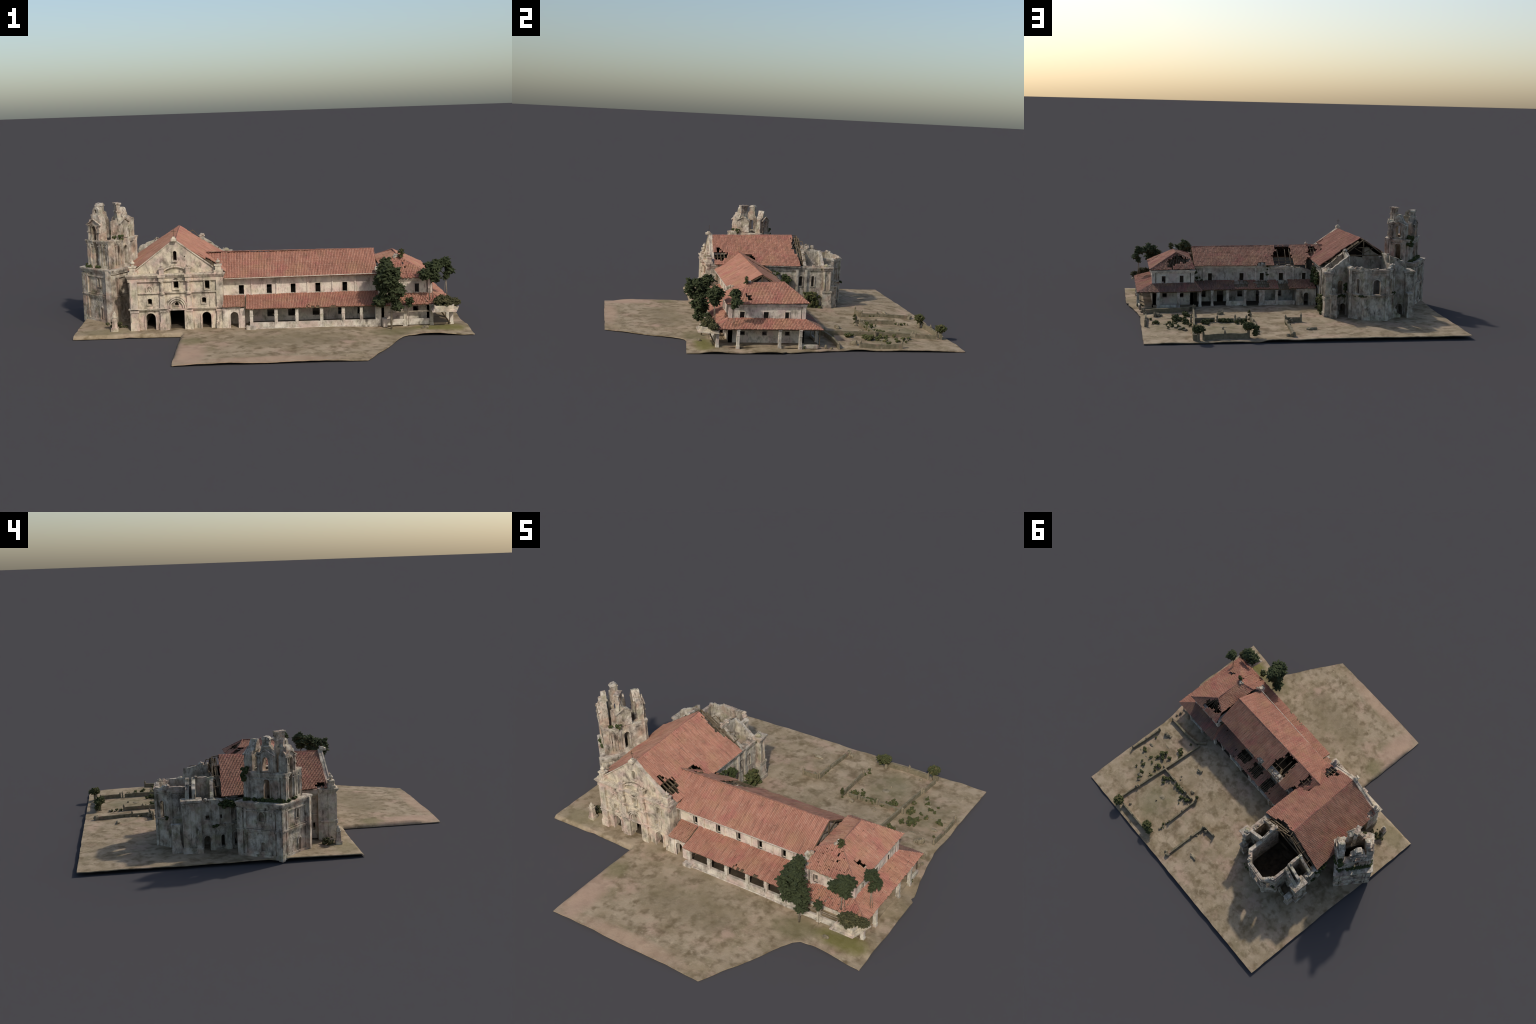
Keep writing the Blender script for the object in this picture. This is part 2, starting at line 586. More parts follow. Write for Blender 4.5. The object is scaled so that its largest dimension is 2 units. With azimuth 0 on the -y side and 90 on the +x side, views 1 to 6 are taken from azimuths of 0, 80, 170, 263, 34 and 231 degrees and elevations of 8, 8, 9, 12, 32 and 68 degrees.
def clump_mesh(kind, i):
    """Shared foliage clumps: a knot of leaf bunches."""
    key = (kind, i)
    if key not in _clumps:
        rnd = random.Random(i * 7 + 3)
        p = Part()
        p.lump((0, 0, 0), .55, i * 5.3, .5, 2, freq=1.5)
        for k in range(15):
            # drooping leaf bunches fanned round the twig
            a, b = k * 2.4 + rnd.uniform(-.4, .4), rnd.uniform(-.5, 1.2)
            d = Vector((math.cos(a) * math.cos(b), math.sin(a) * math.cos(b), math.sin(b)))
            n0 = len(p.bm.verts)
            p.lump((0, 0, 0), 1, i * 31 + k, .45, 2, (rnd.uniform(.42, .62), rnd.uniform(.20, .34), .12), 1.6)
            p.bm.verts.ensure_lookup_table()
            T = Matrix.Translation(d * rnd.uniform(.5, .8)) @ Matrix.Rotation(a, 4, 'Z') @ Matrix.Rotation(-b + rnd.uniform(.2, .7), 4, 'Y') @ Matrix.Rotation(rnd.uniform(-.5, .5), 4, 'X')
            for v in p.bm.verts[n0:]:
                v.co = T @ v.co
        bmesh.ops.recalc_face_normals(p.bm, faces=p.bm.faces)
        me = bpy.data.meshes.new('%s_clump' % kind)
        p.bm.to_mesh(me); p.bm.free()
        me.materials.append(M[kind])
        me.polygons.foreach_set('use_smooth', [True] * len(me.polygons))
        _clumps[key] = me
    return _clumps[key]


def clump(parent, c, r, kind='leaf', rnd=RNG, flat=.85, name='foliage_clump'):
    me = clump_mesh(kind, rnd.randrange(5))
    R = Matrix.Translation(Vector(c)) @ Matrix.Rotation(rnd.uniform(0, 6.28), 4, 'Z') @ Matrix.Rotation(rnd.uniform(-.4, .4), 4, 'X')
    S = Matrix.Diagonal((r * rnd.uniform(.85, 1.15), r * rnd.uniform(.85, 1.15), r * flat, 1))
    return add_mesh(name, me, parent, R @ S)


def crown(parent, blobs, kind, r0, r1, seed, shell=.75, joined=False):
    """Fill ellipsoids (centre, radii, count) with foliage clumps near their surface."""
    rnd = random.Random(seed)
    bm = bmesh.new()
    for c, rad, n in blobs:
        for i in range(n):
            a = i * 2.39996 + rnd.uniform(-.3, .3)
            z = 1 - 2 * (i + .5) / n
            q = math.sqrt(max(0, 1 - z * z))
            k = rnd.uniform(shell, 1)
            pos = (c[0] + rad[0] * q * math.cos(a) * k, c[1] + rad[1] * q * math.sin(a) * k, c[2] + rad[2] * z * k)
            r = rnd.uniform(r0, r1)
            if joined:
                n0 = len(bm.verts)
                bm.from_mesh(clump_mesh(kind, rnd.randrange(5)))
                bm.verts.ensure_lookup_table()
                T = Matrix.Translation(pos) @ Matrix.Rotation(rnd.uniform(0, 6.28), 4, 'Z') @ Matrix.Scale(r, 4)
                for v in bm.verts[n0:]:
                    v.co = T @ v.co
            else:
                clump(parent, pos, r, kind, rnd)
    if joined:
        me = bpy.data.meshes.new('foliage')
        bm.to_mesh(me)
        me.materials.append(M[kind])
        ob = add_mesh('foliage', me, parent)
        ob['kind'] = 'stuff'
    bm.free()


# --------------------------------------------------------------------------- ground
EDGE = [(-.956, -.434), (-.62, -.430), (-.425, -.437), (-.428, -.611), (-.427, -.92), (-.423, -.996), (0, -1.0), (.300, -.999), (.427, -1.0),
        (.545, -.777), (.612, -.632), (.641, -.581), (.668, -.557), (.73, -.556), (.978, -.578), (.977, -.30), (.975, -.056), (.954, -.034), (.961, -.012),
        (.930, .128), (.905, .271), (.896, .340), (.900, .52), (.896, 1.002), (.60, 1.003), (.26, 1.003), (.235, 1.002), (-.30, 1.002), (-.943, 1.0),
        (-.944, .60), (-.943, .30), (-.956, -.05)]
HEIGHTS = [(-.423, -.994, .006), (.427, -1, .004), (0, -1, .008), (0, -.75, .018), (-.43, -.7, .019), (-.43, -.82, .019), (-.43, -.56, .019), (.3, -.7, .016), (0, -.9, .015), (-.3, -.9, .013), (.3, -.9, .012), (0, -.45, .021), (.3, -.45, .021),
           (-.3, -.45, .022), (-.41, -.47, .016), (.53, -.78, .004), (.65, -.56, .005), (.972, -.574, .004), (.75, -.49, .019), (.9, -.41, .018),
           (.97, -.3, .006), (.96, 0, .005), (.93, .13, .005), (.905, .27, .007), (.89, .5, .007), (.89, .999, .004), (.6, .96, .007), (.6, 1.0, .004),
           (.27, 1.0, .005), (.21, 1.0, .019), (-.3, 1.0, .020), (-.938, .993, .020), (-.935, .32, .018), (-.95, -.04, .022), (-.95, -.40, .017),
           (-.6, -.40, .019), (-.6, -.2, .022), (-.3, .1, .024), (.4, .2, .027), (0, .2, .029), (.1, .35, .020), (.4, .35, .022), (.6, .6, .018), (.45, .72, .018), (.75, .62, .017), (.3, .6, .0175), (0, .7, .024),
           (-.3, .75, .021), (-.6, .7, .018), (.85, .1, .019), (.87, .4, .014), (.5, .9, .013), (.75, .8, .013), (.8, .93, .010), (.3, .9, .012), (.9, -.1, .019), (.75, .3, .016)]


def ground_z(x, y):
    s = w = 0.0
    for a, b, h in HEIGHTS:
        k = 1 / (((x - a) ** 2 + (y - b) ** 2) + .0015) ** 1.6
        s += h * k; w += k
    return s / w


def build_ground():
    from mathutils.geometry import delaunay_2d_cdt
    rim = []
    for a, b in zip(EDGE, EDGE[1:] + EDGE[:1]):
        a, b = Vector(a), Vector(b)
        n = max(1, int((b - a).length / .012))
        d = (b - a).normalized()
        for i in range(n):
            q = a.lerp(b, i / n)
            if i:
                q += Vector((-d.y, d.x)) * noise.noise((q.x * 14, q.y * 14, 8)) * .003
            rim.append(q)
    pts = list(rim)
    step = .0125
    n0 = int(1.05 / step)
    hugging = {}
    for r in rim:
        hugging.setdefault((round(r.x / .02), round(r.y / .02)), []).append(r)
    for i in range(-n0, n0 + 1):
        for j in range(-n0, n0 + 1):
            p = Vector((i * step, j * step))
            if not inside(p, EDGE):
                continue
            cx, cy = round(p.x / .02), round(p.y / .02)
            if any((p - r).length < .007 for ax in (-1, 0, 1) for ay in (-1, 0, 1) for r in hugging.get((cx + ax, cy + ay), ())):
                continue
            pts.append(p)
    # an extra row just inside the south-west kerb
    for i in range(42):
        pts.append(Vector((-.94 + i * .0122, -.4215)))
    n = len(rim)
    co, _, faces, *_r = delaunay_2d_cdt(pts, [(i, (i + 1) % n) for i in range(n)], [], 1, 1e-6)
    bm = bmesh.new()
    vs = []
    for p in co:
        z = ground_z(p.x, p.y) + noise.noise((p.x * 9, p.y * 9, 1)) * .0025 + noise.noise((p.x * 30, p.y * 30, 5)) * .0010
        if p.x < -.42 and p.y < -.40:          # kerb: the ground drops away over the last centimetre
            k = min(1, max(0, (p.y + .432) / .010))
            z = .004 + (z - .004) * (k * k * (3 - 2 * k))
        vs.append(bm.verts.new((p.x, p.y, max(.0045, z))))
    for f in faces:
        bm.faces.new([vs[i] for i in f])
    bmesh.ops.recalc_face_normals(bm, faces=bm.faces)
    top = set(bm.verts)
    ret = bmesh.ops.extrude_face_region(bm, geom=bm.faces[:])
    new = [g for g in ret['geom'] if isinstance(g, bmesh.types.BMVert)]
    for v in set(bm.verts) - set(new):
        v.co.z = max(0, v.co.z - .0045)
    bmesh.ops.recalc_face_normals(bm, faces=bm.faces)
    me = bpy.data.meshes.new('ground')
    bm.to_mesh(me); bm.free()
    me.materials.append(M['earth'])
    me.polygons.foreach_set('use_smooth', [True] * len(me.polygons))
    ob = add_mesh('ground', me, None)
    me.set_sharp_from_angle(angle=.9)
    ob['label'] = 'bare brown patch of ground with thin grass'
    ob['category'] = 'ground'
    return ob


# --------------------------------------------------------------------------- church
FA, FB = (-.683, -.341), (-.218, -.341)        # facade line
GA, GB = (-.683, -.321), (-.218, -.321)
def fx(x): return x - FA[0]


def urn(part, c, r, h):
    part.lathe(c, [(r * .6, 0), (r * .75, h * .12), (r * .4, h * .2), (r * .95, h * .38), (r * 1.0, h * .5), (r * .6, h * .64), (r * .28, h * .72),
                   (r * .3, h * .8), (r * .05, h)], 10)


def build_facade(church):
    doorL = arch(fx(-.604), fx(-.556), .0, .104)
    doorR = arch(fx(-.325), fx(-.280), .0, .103)
    main = rect(fx(-.485), fx(-.413), .0, .117)
    wl1 = arch(fx(-.593), fx(-.571), .146, .177, rise=.006)
    wr1 = arch(fx(-.323), fx(-.302), .147, .177, rise=.006)
    wc = arch(fx(-.461), fx(-.436), .225, .269, rise=.009)
    wr = arch(fx(-.306), fx(-.283), .217, .262, rise=.006)
    wg = arch(fx(-.459), fx(-.441), .362, .410, rise=.009)
    tiny = arch(fx(-.458), fx(-.439), .138, .156)
    peep = arch(fx(-.405), fx(-.400), .376, .384)
    low = [(0, .010), (.465, .010), (.465, .302), (0, .302)]
    p = Part().slab(FA, FB, low, [doorL, doorR, main, wl1, wr1, wc, wr, tiny], .036)
    # the gable stands a little behind the storeys below
    gable = ragged([(0, .296), (.465, .296), (.465, .300), (fx(-.240), .305), (fx(-.452), .468), (fx(-.660), .310), (0, .300)], .02, .0012, 3, True)
    p.slab(GA, GB, gable, [wg, peep], .022)
    # returns at the two corners
    p.box((-.650, -.292, .155), (.060, .080, .29)); p.box((-.236, -.315, .155), (.034, .060, .29))
    wall = p.erode(.0009).done('facade', church, 'facade')
    # pilasters
    for a, b, z1 in ((-.677, -.640, .262), (-.531, -.504, .200), (-.397, -.372, .200), (-.250, -.218, .262)):
        q = Part()
        q.band(FA, FB, fx(a), fx(b), .012, z1, .012)
        q.band(FA, FB, fx(a) - .004, fx(b) + .004, .012, .052, .018)
        q.band(FA, FB, fx(a) - .003, fx(b) + .003, .052, .060, .015)
        q.band(FA, FB, fx(a) - .004, fx(b) + .004, .108, .118, .016)
        q.done('pilaster', wall, 'facade', bevel=.0015)
    # upper round columns flanking the centre window, with pedestals and little urns above the cornice
    for x in (-.517, -.386):
        q = Part()
        q.lathe((x, -.352, .200), [(.014, 0), (.014, .010), (.009, .014), (.0105, .03), (.0095, .055), (.013, .060), (.013, .068)], 12)
        q.box((x, -.352, .275), (.030, .03, .02)); q.box((x, -.354, .292), (.038, .038, .012))
        q.box((x, -.348, .312), (.024, .022, .03)); q.box((x, -.348, .329), (.030, .026, .005))
        urn(q, (x, -.348, .331), .008, .020)
        q.done('engaged_column', wall, 'facade', bevel=.001)
    # mouldings
    q = Part()
    q.band(FA, FB, -.004, .469, .262, .270, .010)
    q.band(FA, FB, -.006, .471, .270, .280, .006)
    q.cornice(FA, FB, -.002, .467, .281, .299, .020, 3)
    q.band(FA, FB, .03, .165, .202, .209, .009); q.band(FA, FB, .165, .300, .204, .211, .011); q.band(FA, FB, .300, .445, .203, .210, .009)
    q.band(FA, FB, 0, .198, .118, .124, .012); q.band(FA, FB, .270, .465, .118, .124, .012)
    q.band(FA, FB, -.001, .19, .124, .128, .017); q.band(FA, FB, .280, .466, .124, .128, .017)
    q.band(FA, FB, fx(-.49), fx(-.408), .117, .124, .016)
    # sloping coping of the gable
    for x0, x1 in ((-.668, -.452), (-.236, -.452)):
        q.beam((x0, -.326, .306), (x1, -.318, .466), .008, .005)
    # segmental pediment between the pedestals
    r0 = []
    for i in range(11):
        u = i / 10
        r0.append((fx(-.508 + .116 * u), .302 + .036 * math.sin(math.pi * (.12 + .76 * u)) ** .8))
    q.slab(GA, GB, [(fx(-.508), .298)] + [(fx(-.392), .298)] + r0[::-1], (), .016, .010)
    q.slab(GA, GB, r0 + [(a, b - .007) for a, b in r0[::-1]], (), .026, .022)
    q.slab(FA, FB, rect(-.002, .467, .296, .300), (), .030, .004)
    # archivolts over the main door
    c, z = fx(-.449), .132
    for ri, ro, pr in ((.030, .037, .010), (.040, .047, .014), (.049, .056, .010)):
        ring = [(c + ro * math.cos(a * math.pi / 16), z + ro * math.sin(a * math.pi / 16)) for a in range(-1, 18)]
        ring += [(c + ri * math.cos(a * math.pi / 16), z + ri * math.sin(a * math.pi / 16)) for a in range(17, -2, -1)]
        q.slab(FA, FB, ring, (), .014, pr)
    for a, b in ((-.503, -.487), (-.411, -.396)):
        q.band(FA, FB, fx(a), fx(b), .012, .118, .014)
    q.done('moulding', wall, 'facade', bevel=.0012)
    q = Part()
    q.trim(GA, GB, wg, .006, .005)
    for o, w, pr in ((doorL, .007, .006), (doorR, .007, .006), (wl1, .006, .005), (wr1, .006, .005), (wc, .007, .006), (wr, .007, .006), (tiny, .004, .004)):
        q.trim(FA, FB, o, w, pr)
    q.band(FA, FB, fx(-.466), fx(-.431), .218, .222, .012); q.band(GA, GB, fx(-.464), fx(-.436), .356, .360, .012)
    q.done('window_surround', wall, 'facade', bevel=.001)
    # carved niche relief
    q = Part()
    q.slab(FA, FB, arch(fx(-.598), fx(-.564), .209, .243), [arch(fx(-.593), fx(-.569), .212, .238)], .01, .006)
    for i, (dx, dz) in enumerate(((0, .222), (-.006, .215), (.006, .216), (0, .230))):
        q.lump((-.581 + dx, -.343, dz), .006, i, .4)
    q.done('carved_niche', wall, 'facade', smooth=False)
    # corner blocks and urns, apex block
    for x, y, zt in ((-.237, -.335, .365), (-.662, -.325, .372)):
        q = Part()
        q.box((x, y, .305), (.046, .044, .014)); q.box((x, y, .322), (.030, .030, .022)); q.box((x, y, .336), (.038, .036, .007))
        urn(q, (x, y, .338), .0125, zt - .338 + .004)
        q.done('finial', church, 'facade', bevel=.001)
    q = Part()
    q.box((-.452, -.325, .466), (.026, .034, .014)); q.box((-.452, -.322, .476), (.018, .024, .010), taper=.7)
    q.done('gable_block', church, 'facade', bevel=.0015)
    q = Part()
    q.beam((-.452, -.320, .478), (-.452, -.320, .523), .0018); q.beam((-.464, -.320, .508), (-.440, -.320, .508), .0018)
    q.done('cross', church, 'iron')
    return wall


EW0, EW1 = (-.226, -.325), (-.226, .425)
WW0, WW1 = (-.735, .462), (-.700, .130)


def build_church(church):
    build_facade(church)
    # east nave wall
    def ey(y): return y - EW0[1]
    holes = [arch(ey(.262), ey(.286), .162, .228, rise=.006), arch(ey(.345), ey(.364), .160, .231, rise=.006), arch(ey(.168), ey(.195), .165, .228),
             arch(ey(.345), ey(.363), .0, .07)]
    top = ragged([(ey(.425), .285), (ey(.37), .294), (ey(.31), .292), (ey(.255), .290)], .012, .004, 5)
    p = Part().slab(EW0, EW1, [(0, .01), (ey(.425), .01)] + top + [(ey(.25), .286), (0, .290)], holes, .03)
    w = p.erode(.0014).done('nave_wall', church, 'apse')
    q = Part()
    for a, b in ((.240, .256), (-.325, -.29), (.300, .316)):
        q.band(EW0, EW1, ey(a), ey(b), .012, .270, .009)
    q.cornice(EW0, EW1, ey(.05), ey(.252), .262, .278, .010)
    q.cornice(EW0, EW1, ey(.258), ey(.43), .268, .288, .012)
    q.cornice(EW0, EW1, ey(-.325), ey(-.255), .262, .294, .016)
    for h in holes[:3]:
        q.trim(EW0, EW1, h, .006, .004)
    q.done('moulding', w, 'apse', bevel=.001)
    # west nave wall: northern stretch, then the recessed stretch between belfry and facade
    L = (Vector(WW1) - Vector(WW0)).length
    def wy(y): return .462 - y
    holes = [arch(wy(.357), wy(.322), .0, .098), arch(wy(.266), wy(.245), .035, .098), arch(wy(.198), wy(.180), .035, .106),
             rect(wy(.344), wy(.323), .183, .204), rect(wy(.267), wy(.257), .184, .204), arch(wy(.19), wy(.176), .166, .226)]
    top = ragged([(0, .285), (wy(.36), .283), (wy(.32), .276), (wy(.28), .290), (wy(.255), .284)], .012, .003, 8)
    p = Part().slab(WW0, WW1, [(0, .01), (L, .01), (L, .284), (wy(.25), .284)] + top[::-1], holes, .026)
    w = p.erode(.0014).done('nave_wall', church, 'apse')
    q = Part()
    for a, b, z0, z1, pr in ((.314, .273, .156, .289, .014), (.236, .211, .012, .252, .013), (.240, .232, .012, .27, .006)):
        q.band(WW0, WW1, wy(a), wy(b), z0, z1, pr)
    q.cornice(WW0, WW1, wy(.318), wy(.269), .276, .290, .016)
    q.cornice(WW0, WW1, wy(.32), wy(.17), .148, .158, .010)
    q.cornice(WW0, WW1, wy(.239), wy(.208), .145, .158, .017)
    for h in holes[:3] + holes[5:]:
        q.trim(WW0, WW1, h, .005, .004)
    q.erode(.0008).done('moulding', w, 'apse')
    A, B = (-.655, -.185), (-.655, -.30)
    p = Part().slab(A, B, [(0, .01), (.115, .01), (.115, .292), (0, .292)], [rect(.043, .055, .072, .112)], .02)
    p.slab((-.635, .03), (-.635, -.20), rect(0, .23, .01, .29), (), .02)
    w = p.erode(.0012).done('nave_wall', church, 'facade')
    q = Part()
    q.box((-.662, -.19, .284), (.036, .17, .022)); q.box((-.660, -.19, .268), (.026, .17, .012)); q.band(A, B, 0, .115, .154, .160, .006)
    C, D = (-.680, -.262), (-.682, -.340)
    q.cornice(C, D, 0, .08, .278, .298, .012); q.band(C, D, 0, .08, .118, .127, .008)
    q.done('moulding', w, 'facade', bevel=.001)

    build_apse(church)
    build_church_roof(church)
    build_tower(church)


def build_apse(church):
    ring = [(-.346, .285), (-.346, .516), (-.418, .582), (-.556, .592), (-.613, .522), (-.613, .285)]
    p, q = Part(), Part()
    tops = [(.385, .328), (.330, .331), (.331, .333), (.336, .342), (.340, .385)]
    for i, (a, b) in enumerate(zip(ring, ring[1:])):
        L = (Vector(b) - Vector(a)).length
        c = L / 2
        hole = []
        if i in (1, 2, 3):
            w = (.010, .021, .012)[i - 1]
            c = (.054, .072, .044)[i - 1]
            hole = [arch(c - w, c + w, .177, .266)]
        if i == 0:
            top = ragged([(L, .328), (.135, .332), (.124, .384), (.03, .400), (0, .396)], .014, .003, 2)
        elif i == 4:
            top = ragged([(L, .382), (.125, .384), (.118, .340), (0, .341)], .014, .003, 4)
        else:
            top = ragged([(L, tops[i][1]), (L * .62, tops[i][1] - .005), (L * .58, tops[i][1] + .002), (L * .3, tops[i][0] - .004), (0, tops[i][0])], .009, .004, i + 20)
        p.slab(a, b, [(0, .010), (L, .010)] + top, hole, .017)
        n0, n1 = (.12, L) if i == 0 else ((0, .11) if i == 4 else (0, L))
        q.cornice(a, b, n0, n1, .310, .326, .009, 2)
        q.band(a, b, n0, n1, .300, .304, .004)
        q.cornice(a, b, n0 if i else .13, n1, .164, .176, .009, 2)
        for s0, s1 in ((max(0, n0) - .003, n0 + .012), (n1 - .012, n1 + .003)):
            q.band(a, b, s0, s1, .012, .31, .006)
        for h in hole:
            q.trim(a, b, h, .007, .004)
            q.band(a, b, min(x for x, _ in h) - .012, max(x for x, _ in h) + .012, .170, .176, .013)
    ap = p.erode(.0019, .011).done('apse', church, 'apse')
    q.erode(.0008).done('moulding', ap, 'apse')
    # roofless side rooms (sacristies): cross walls whose tops follow the lost roof slope
    s = Part()
    a, b = (-.228, .434), (-.352, .428)
    L = (Vector(b) - Vector(a)).length
    s.slab(a, b, [(0, .01), (L, .01)] + ragged([(L, .385), (.07, .345), (.03, .312), (0, .296)], .012, .004, 31), [arch(.058, .092, .150, .235), arch(.074, .112, 0, .094)], .02)
    s.trim(a, b, arch(.074, .112, .012, .094), .006, .005); s.trim(a, b, arch(.058, .092, .150, .235), .005, .004)
    a, b = (-.34, .290), (-.232, .290)
    L = (Vector(b) - Vector(a)).length
    s.slab(a, b, [(0, .01), (L, .01)] + ragged([(L, .293), (0, .385)], .014, .003, 33), [], .02)
    a, b = (-.607, .434), (-.735, .446)
    L = (Vector(b) - Vector(a)).length
    s.slab(a, b, [(0, .01), (L, .01)] + ragged([(L, .300), (L - .03, .310), (.05, .345), (.02, .380), (0, .386)], .013, .004, 37), [ragged([(.040, .008), (.092, .008), (.092, .065), (.080, .088), (.056, .086), (.041, .060)], .012, .003, 5, True), arch(.012, .034, .150, .232)], .02)
    a, b = (-.607, .400), (-.722, .410)
    L = (Vector(b) - Vector(a)).length
    s.slab(a, b, [(0, .29), (L, .29)] + ragged([(L, .312), (L - .012, .345), (0, .388)], .013, .004, 57), [], .018)
    a, b = (-.725, .300), (-.61, .290)
    L = (Vector(b) - Vector(a)).length
    s.slab(a, b, [(0, .01), (L, .01)] + ragged([(L, .378), (0, .300)], .014, .003, 39), [], .018)
    s.erode(.0018).done('sacristy_wall', church, 'apse')
    # capped slab buttress on the west, columnar buttress on the east
    b = Part()
    b.box((-.730, .416, .150), (.050, .094, .275)); b.box((-.730, .416, .277), (.058, .100, .010)); b.box((-.728, .416, .291), (.070, .110, .012))
    b.box((-.731, .440, .15), (.056, .03, .25)); b.box((-.731, .385, .15), (.056, .024, .25))
    b.box((-.732, .416, .03), (.062, .104, .035))
    b.erode(.0018).done('buttress', church, 'apse')
    b = Part()
    b.box((-.224, .450, .21), (.038, .052, .15)); b.box((-.222, .450, .13), (.050, .066, .014)); b.box((-.223, .45, .075), (.044, .060, .11))
    b.box((-.222, .45, .03), (.052, .068, .03)); b.box((-.222, .45, .278), (.050, .062, .012)); b.box((-.220, .45, .291), (.060, .072, .010))
    for y in (.432, .468):
        b.lathe((-.206, y, .14), [(.007, 0), (.006, .06), (.0055, .13)], 8)
    b.lump((-.226, .445, .300), .018, 5, .4, 2, (1, 1, .7)); b.lump((-.236, .47, .298), .012, 9, .4)
    b.erode(.0018).done('buttress', church, 'apse')
    # detached corner piers north of the sacristies, remnants of an outer room
    o = Part()
    o.box((-.248, .498, .085), (.034, .046, .150)); o.box((-.248, .498, .030), (.040, .052, .030)); o.box((-.248, .498, .160), (.042, .054, .010))
    o.box((-.248, .492, .182), (.026, .030, .035), taper=.6); o.box((-.276, .460, .05), (.014, .05, .08), taper=.7)
    o.box((-.722, .500, .09), (.032, .042, .160)); o.box((-.722, .500, .030), (.038, .048, .030)); o.box((-.722, .500, .165), (.038, .048, .010))
    o.slab((-.738, .486), (-.738, .455), [(0, .01), (.031, .01)] + ragged([(.031, .07), (.018, .045), (.008, .09), (0, .12)], .008, .004, 51), [], .018)
    o.slab((-.625, .505), (-.668, .505), [(0, .01), (.043, .01)] + ragged([(.043, .035), (.02, .05), (0, .11)], .008, .004, 53), [], .016)
    o.erode(.002, .01).done('corner_pier', church, 'apse')
    # loose rubble on the wall heads
    r = Part()
    for i, (x, y, z, k) in enumerate(((-.245, .40, .296, .012), (-.24, .36, .297, .010), (-.24, .30, .294, .009), (-.352, .33, .404, .013), (-.36, .30, .402, .010), (-.40, .565, .334, .012),
                                      (-.60, .53, .345, .012), (-.72, .34, .288, .010), (-.715, .30, .290, .010), (-.61, .38, .388, .008), (-.735, .26, .285, .009),
                                      (-.585, .545, .342, .010), (-.375, .54, .332, .009))):
        r.lump((x, y, z), k, i, .6, 2, (1.1, 1.1, .8))
    r.done('rubble', church, 'apse', stuff=True)
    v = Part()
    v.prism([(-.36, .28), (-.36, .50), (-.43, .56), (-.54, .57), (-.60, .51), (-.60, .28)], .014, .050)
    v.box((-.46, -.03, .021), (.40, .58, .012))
    v.box((-.45, -.12, .272), (.40, .34, .008))  # added dark sheet below the roof holes, blocks light and keeps them black
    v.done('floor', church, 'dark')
    # added dark sheets that make the nave roof space read black
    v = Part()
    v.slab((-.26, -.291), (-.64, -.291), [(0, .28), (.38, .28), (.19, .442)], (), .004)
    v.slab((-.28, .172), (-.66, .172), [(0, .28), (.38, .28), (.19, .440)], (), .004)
    v.done('dark_backing', church, 'roof_shade')
    v = Part()
    v.slab((-.245, .178), (-.695, .178), ragged([(0, .02), (.44, .02), (.44, .290), (.36, .345), (.30, .330), (.20, .345), (.10, .340), (.04, .30), (0, .290)], .02, .004, 5, True), (), .008)
    v.slab((-.50, .186), (-.60, .186), ragged([(0, .33), (.10, .33), (.095, .36), (.03, .405), (0, .40)], .02, .003, 7, True), (), .006)
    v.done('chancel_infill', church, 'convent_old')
    v = Part()
    v.done('floor', church, 'dark')
    r = Part()
    r2 = random.Random(17)
    for i in range(60):
        a = r2.uniform(0, 6.28); k = r2.uniform(.3, 1.0)
        r.lump((-.48 + .115 * k * math.cos(a), .42 + .135 * k * math.sin(a), .028 + .030 * k), r2.uniform(.02, .035), i, .5, 2, (1.2, 1.2, .7))
    r.done('fallen_rubble', church, 'dark', stuff=True)


